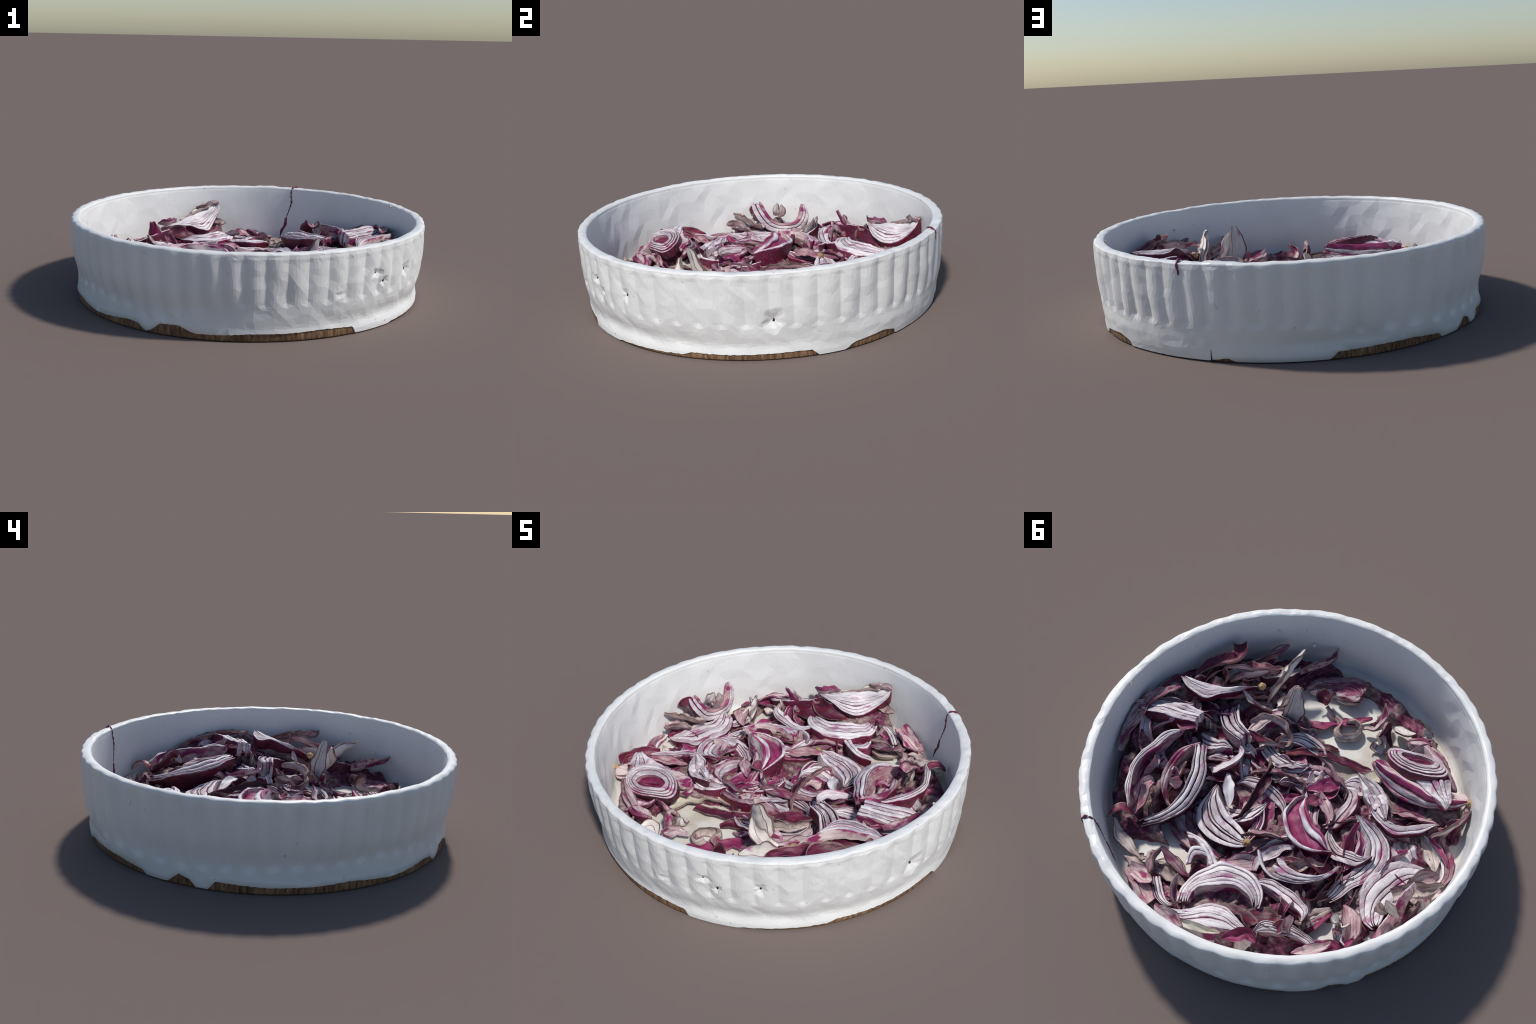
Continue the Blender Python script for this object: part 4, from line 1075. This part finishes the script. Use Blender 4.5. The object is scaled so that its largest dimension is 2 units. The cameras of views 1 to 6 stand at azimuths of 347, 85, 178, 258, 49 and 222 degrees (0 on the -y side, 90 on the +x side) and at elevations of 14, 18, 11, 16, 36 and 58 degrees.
    dict(spine=[(-0.53,0.497,0.08), (-0.547,0.414,0.085), (-0.561,0.317,0.085)], w=0.04, look='magenta'),  # red spear
    dict(spine=[(-0.68,-0.287,0.14), (-0.717,-0.362,0.15), (-0.748,-0.469,0.16), (-0.744,-0.523,0.16)], w=0.07, look='skin', roll=(60,60), ends=(.6,.8)),  # standing red strip
    dict(spine=[(-0.714,-0.555,0.14), (-0.752,-0.53,0.13), (-0.761,-0.501,0.1)], w=0.05, look='mauve'),  # dark stub
    dict(spine=[(-0.136,-0.727,0.1), (-0.204,-0.711,0.12), (-0.236,-0.766,0.1)], w=0.08, look='petal', curl=.4),  # white wing
    dict(spine=[(-0.325,-0.769,0.12), (-0.294,-0.773,0.14), (-0.272,-0.776,0.16)], w=0.05, look='dry', curl=.6, ends=(.9,.1)),  # dark thorn
    dict(spine=[(-0.19,-0.62,0.08), (-0.136,-0.661,0.1), (-0.13,-0.643,0.2), (-0.135,-0.61,0.19), (-0.122,-0.582,0.155)], w=0.05, look='skin', roll=(20,50)),  # folded ribbon
    dict(spine=[(-0.122,-0.582,0.155), (-0.136,-0.587,0.1), (-0.147,-0.542,0.08)], w=0.08, look='petal', curl=.4, ends=(.5,1)),  # lilac flap
    dict(spine=[(-0.455,-0.268,0.15), (-0.529,-0.297,0.15), (-0.594,-0.329,0.15), (-0.678,-0.367,0.15)], w=0.05, look='membrane', roll=(30,30)),  # back strip
    dict(spine=[(-0.659,-0.309,0.1), (-0.739,-0.288,0.1), (-0.828,-0.241,0.09)], w=0.03, look='magenta'),  # magenta line
    dict(spine=[(-0.575,-0.217,0.085), (-0.616,-0.162,0.095), (-0.692,-0.141,0.09)], w=0.13, look='flesh', curl=.3, ends=(.5,.6)),  # pale petal
    dict(spine=[(-0.637,-0.289,0.07), (-0.722,-0.254,0.075), (-0.802,-0.186,0.075)], w=0.09, look='dry', curl=.2),  # floor petal
    dict(spine=[(-0.828,0.04,0.1), (-0.854,-0.03,0.11), (-0.883,-0.103,0.12)], w=0.08, look='membrane', curl=.3, ends=(.6,.8)),  # wall flap
    dict(spine=[(-0.263,0.443,0.13), (-0.338,0.437,0.12), (-0.422,0.435,0.11), (-0.487,0.475,0.1), (-0.558,0.522,0.08)], w=0.05, look='dry', roll=(20,50)),  # pale drape
    dict(spine=[(-0.376,0.362,0.14), (-0.425,0.399,0.12), (-0.475,0.441,0.1), (-0.519,0.492,0.09)], w=0.035, look='mauve', roll=(50,50)),  # drape strand
    dict(spine=[(-0.399,0.341,0.14), (-0.446,0.38,0.12), (-0.505,0.427,0.1)], w=0.035, look='mauve', roll=(50,50)),  # drape strand
    dict(spine=[(-0.27,-0.527,0.085), (-0.273,-0.444,0.09), (-0.244,-0.37,0.095), (-0.172,-0.306,0.095), (-0.081,-0.264,0.09)], w=0.09, look='cream', curl=.3, ends=(.6,.7)),  # cream slab
    dict(spine=[(-0.409,-0.732,0.11), (-0.378,-0.692,0.13), (-0.334,-0.649,0.14), (-0.315,-0.597,0.16)], w=0.08, look='membrane', curl=.5, roll=(20,40)),  # grey fold
    dict(spine=[(-0.304,-0.603,0.17), (-0.269,-0.584,0.16), (-0.222,-0.583,0.12), (-0.2,-0.542,0.1)], w=0.04, look='membrane', roll=(30,30)),  # pink ribbon
    dict(spine=[(-0.9,-0.09,0.215), (-0.84,-0.03,0.19), (-0.78,0.03,0.17), (-0.73,0.08,0.15)], w=0.07, look='dry', curl=.5, roll=(40,20), ends=(.2,.9)),  # leaf by the wall
    dict(spine=[(-0.85,-0.14,0.16), (-0.8,-0.07,0.17), (-0.75,0,0.14)], w=0.09, look='mauve', curl=.4, roll=(40,20)),  # leaf by the wall
    dict(spine=[(-0.835,0.166,0.2), (-0.783,0.172,0.25), (-0.756,0.186,0.3)], w=0.06, look='petal', roll=(60,60)),  # inner pale strip
    dict(spine=[(-0.78,0.187,0.2), (-0.744,0.211,0.25), (-0.744,0.209,0.3)], w=0.05, look='dry', roll=(60,60)),  # inner pale strip
    dict(spine=[(-0.843,0.077,0.27), (-0.869,0.041,0.25), (-0.878,0.043,0.2), (-0.888,0.089,0.15)], w=0.06, look='skin', roll=(60,60)),  # dark outer shell
    dict(spine=[(-0.729,0.363,0.14), (-0.702,0.449,0.14), (-0.619,0.52,0.13), (-0.519,0.574,0.12)], w=0.07, look='magenta', curl=.3),  # long magenta strip
    dict(spine=[(-0.674,0.454,0.16), (-0.637,0.538,0.17), (-0.563,0.623,0.17)], w=0.05, look='membrane'),  # long mauve strip
    dict(spine=[(-0.618,0.304,0.09), (-0.641,0.338,0.13), (-0.622,0.369,0.18), (-0.63,0.4,0.225)], w=0.07, look='petal', curl=.5, ends=(.8,.1)),  # white leaf
    dict(spine=[(-0.512,0.445,0.13), (-0.532,0.471,0.16), (-0.535,0.457,0.19)], w=0.02, look='dry', roll=(50,50)),  # curly thread
    dict(spine=[(-0.494,0.463,0.13), (-0.496,0.496,0.17), (-0.525,0.5,0.22)], w=0.025, look='dry', roll=(50,50)),  # curly thread
    dict(spine=[(-0.167,0.286,0.12), (-0.129,0.373,0.14), (-0.059,0.445,0.15), (0.012,0.487,0.13)], w=0.08, look='membrane', curl=.4),  # lilac leaf
    dict(spine=[(-0.12,-0.237,0.13), (-0.125,-0.162,0.14), (-0.077,-0.077,0.14)], w=0.12, look='magenta', curl=.4, ends=(.4,.7)),  # magenta blade
    dict(spine=[(-0.048,-0.266,0.1), (-0.053,-0.176,0.11), (-0.063,-0.08,0.13)], w=0.12, look='membrane', curl=.3, ends=(.4,.5)),  # pale blade
    dict(spine=[(-0.091,-0.044,0.17), (-0.012,-0.086,0.13), (0.083,-0.111,0.12), (0.175,-0.085,0.11)], w=0.055, look='flesh', ends=(.2,.9)),  # pink swoop
    dict(spine=[(-0.057,-0.061,0.13), (0.021,-0.086,0.11), (0.102,-0.099,0.1), (0.183,-0.093,0.1)], w=0.07, look='membrane', ends=(.3,.9)),  # pale swoop
    dict(spine=[(-0.036,-0.065,0.12), (-0.012,-0.014,0.12), (0.046,0.01,0.11)], w=0.05, look='magenta'),  # red leaf
    dict(spine=[(0.482,-0.392,0.15), (0.545,-0.333,0.17), (0.607,-0.266,0.19), (0.671,-0.186,0.2), (0.738,-0.095,0.2)], w=0.11, look='skin', curl=.4, roll=(-35,-35), ends=(.3,.8)),  # purple keel
    dict(spine=[(0.579,0.118,0.17), (0.591,0.085,0.15), (0.615,0.08,0.14)], w=0.06, look='membrane', curl=.6),  # pink stub
    dict(spine=[(0.572,0.067,0.29), (0.617,0.091,0.28), (0.675,0.089,0.27)], w=0.06, look='magenta'),  # magenta band
    dict(spine=[(0.634,0.032,0.26), (0.701,0.061,0.26), (0.762,0.116,0.26), (0.795,0.182,0.26)], w=0.05, look='magenta', roll=(40,40)),  # lilac band
    dict(spine=[(0.625,0.043,0.24), (0.687,0.079,0.22), (0.756,0.126,0.22), (0.783,0.2,0.22)], w=0.05, look='dry', roll=(50,50)),  # yellow edge
    dict(spine=[(0.547,0.402,0.2), (0.555,0.439,0.24), (0.537,0.479,0.27)], w=0.07, look='petal', curl=.5, roll=(40,40)),  # white thorn
    dict(spine=[(0.471,0.226,0.16), (0.513,0.277,0.16), (0.521,0.343,0.18), (0.51,0.382,0.2)], w=0.05, look='mauve', roll=(60,60)),  # inner band
    dict(spine=[(0.461,0.301,0.17), (0.461,0.333,0.19), (0.491,0.355,0.19)], w=0.06, look='membrane', roll=(60,60), curl=.5),  # tiny bud leaf
    dict(spine=[(0.496,0.284,0.17), (0.529,0.291,0.18), (0.516,0.337,0.19)], w=0.05, look='membrane', roll=(60,60), curl=.5),  # tiny bud leaf
    dict(spine=[(0.045,0.687,0.1), (0.124,0.695,0.11), (0.2,0.702,0.1), (0.253,0.696,0.09)], w=0.06, look='dry', curl=.4),  # pale rag
    dict(spine=[(0.119,0.63,0.09), (0.186,0.628,0.09), (0.251,0.675,0.09)], w=0.06, look='dry', curl=.4),  # pale rag
    dict(spine=[(0.209,0.72,0.12), (0.274,0.707,0.11), (0.311,0.677,0.1), (0.287,0.652,0.09)], w=0.045, look='mauve', roll=(40,40)),  # brown hook
    dict(spine=[(0.168,0.799,0.17), (0.202,0.793,0.15), (0.256,0.788,0.12), (0.335,0.789,0.1)], w=0.085, look='membrane', curl=.4, ends=(.2,.7)),  # wall petal
    dict(spine=[(-0.026,0.816,0.15), (0.036,0.792,0.13), (0.101,0.796,0.1)], w=0.025, look='skin'),  # purple thread
    dict(spine=[(-0.461,0.552,0.27), (-0.456,0.581,0.22), (-0.447,0.601,0.17)], w=0.05, look='skin'),  # purple stub
    dict(spine=[(-0.404,0.692,0.22), (-0.375,0.676,0.2), (-0.31,0.707,0.17), (-0.227,0.756,0.14)], w=0.08, look='skin', roll=(-40,-40)),  # dark shell
    dict(spine=[(-0.43,0.712,0.25), (-0.382,0.713,0.25), (-0.35,0.746,0.25), (-0.302,0.794,0.25)], w=0.06, look='magenta', curl=.8),  # top wrinkle
    dict(spine=[(-0.276,0.779,0.255), (-0.202,0.829,0.275), (-0.132,0.875,0.295), (-0.056,0.875,0.32)], w=0.04, look='cream', roll=(30,30)),  # yellow ridge
    dict(spine=[(-0.507,0.554,0.17), (-0.421,0.573,0.17), (-0.345,0.604,0.17), (-0.298,0.696,0.16)], w=0.13, look='skin', curl=.5, ends=(.5,.5), roll=(-30,-30)),  # plum flank
    dict(spine=[(-0.396,0.655,0.2), (-0.277,0.65,0.19), (-0.191,0.693,0.17), (-0.161,0.735,0.16)], w=0.1, look='skin', curl=.5, ends=(.4,.3), roll=(-40,-40)),  # plum flank
    dict(spine=[(0.66,-0.58,0.12), (0.79,-0.42,0.15), (0.88,-0.2,0.21), (0.88,0.02,0.27)], w=0.1, look='skin', curl=.5, roll=(-25,-25), ends=(.3,.5)),  # long wall strip
    dict(spine=[(0.8,-0.05,0.31), (0.86,0.1,0.3), (0.84,0.26,0.27), (0.78,0.4,0.23)], w=0.08, look='mauve', curl=.5, roll=(-20,-20), ends=(.3,.4)),  # long wall strip
    dict(spine=[(-0.154,0.885,0.32), (-0.092,0.89,0.325), (-0.038,0.909,0.335), (0.003,0.9,0.33)], w=0.06, look='mauve', curl=.6),  # tip husk
]

build_dish()
for k, spec in enumerate(SLICES):
    onion_slice(k, **spec)
for k, spec in enumerate(STRIPS):
    onion_strip(k, **spec)
pile = Heap()
scatter_slices(pile, 34)
packed_scraps(pile)
scatter_shreds(pile, 42)
strand_over_rim()
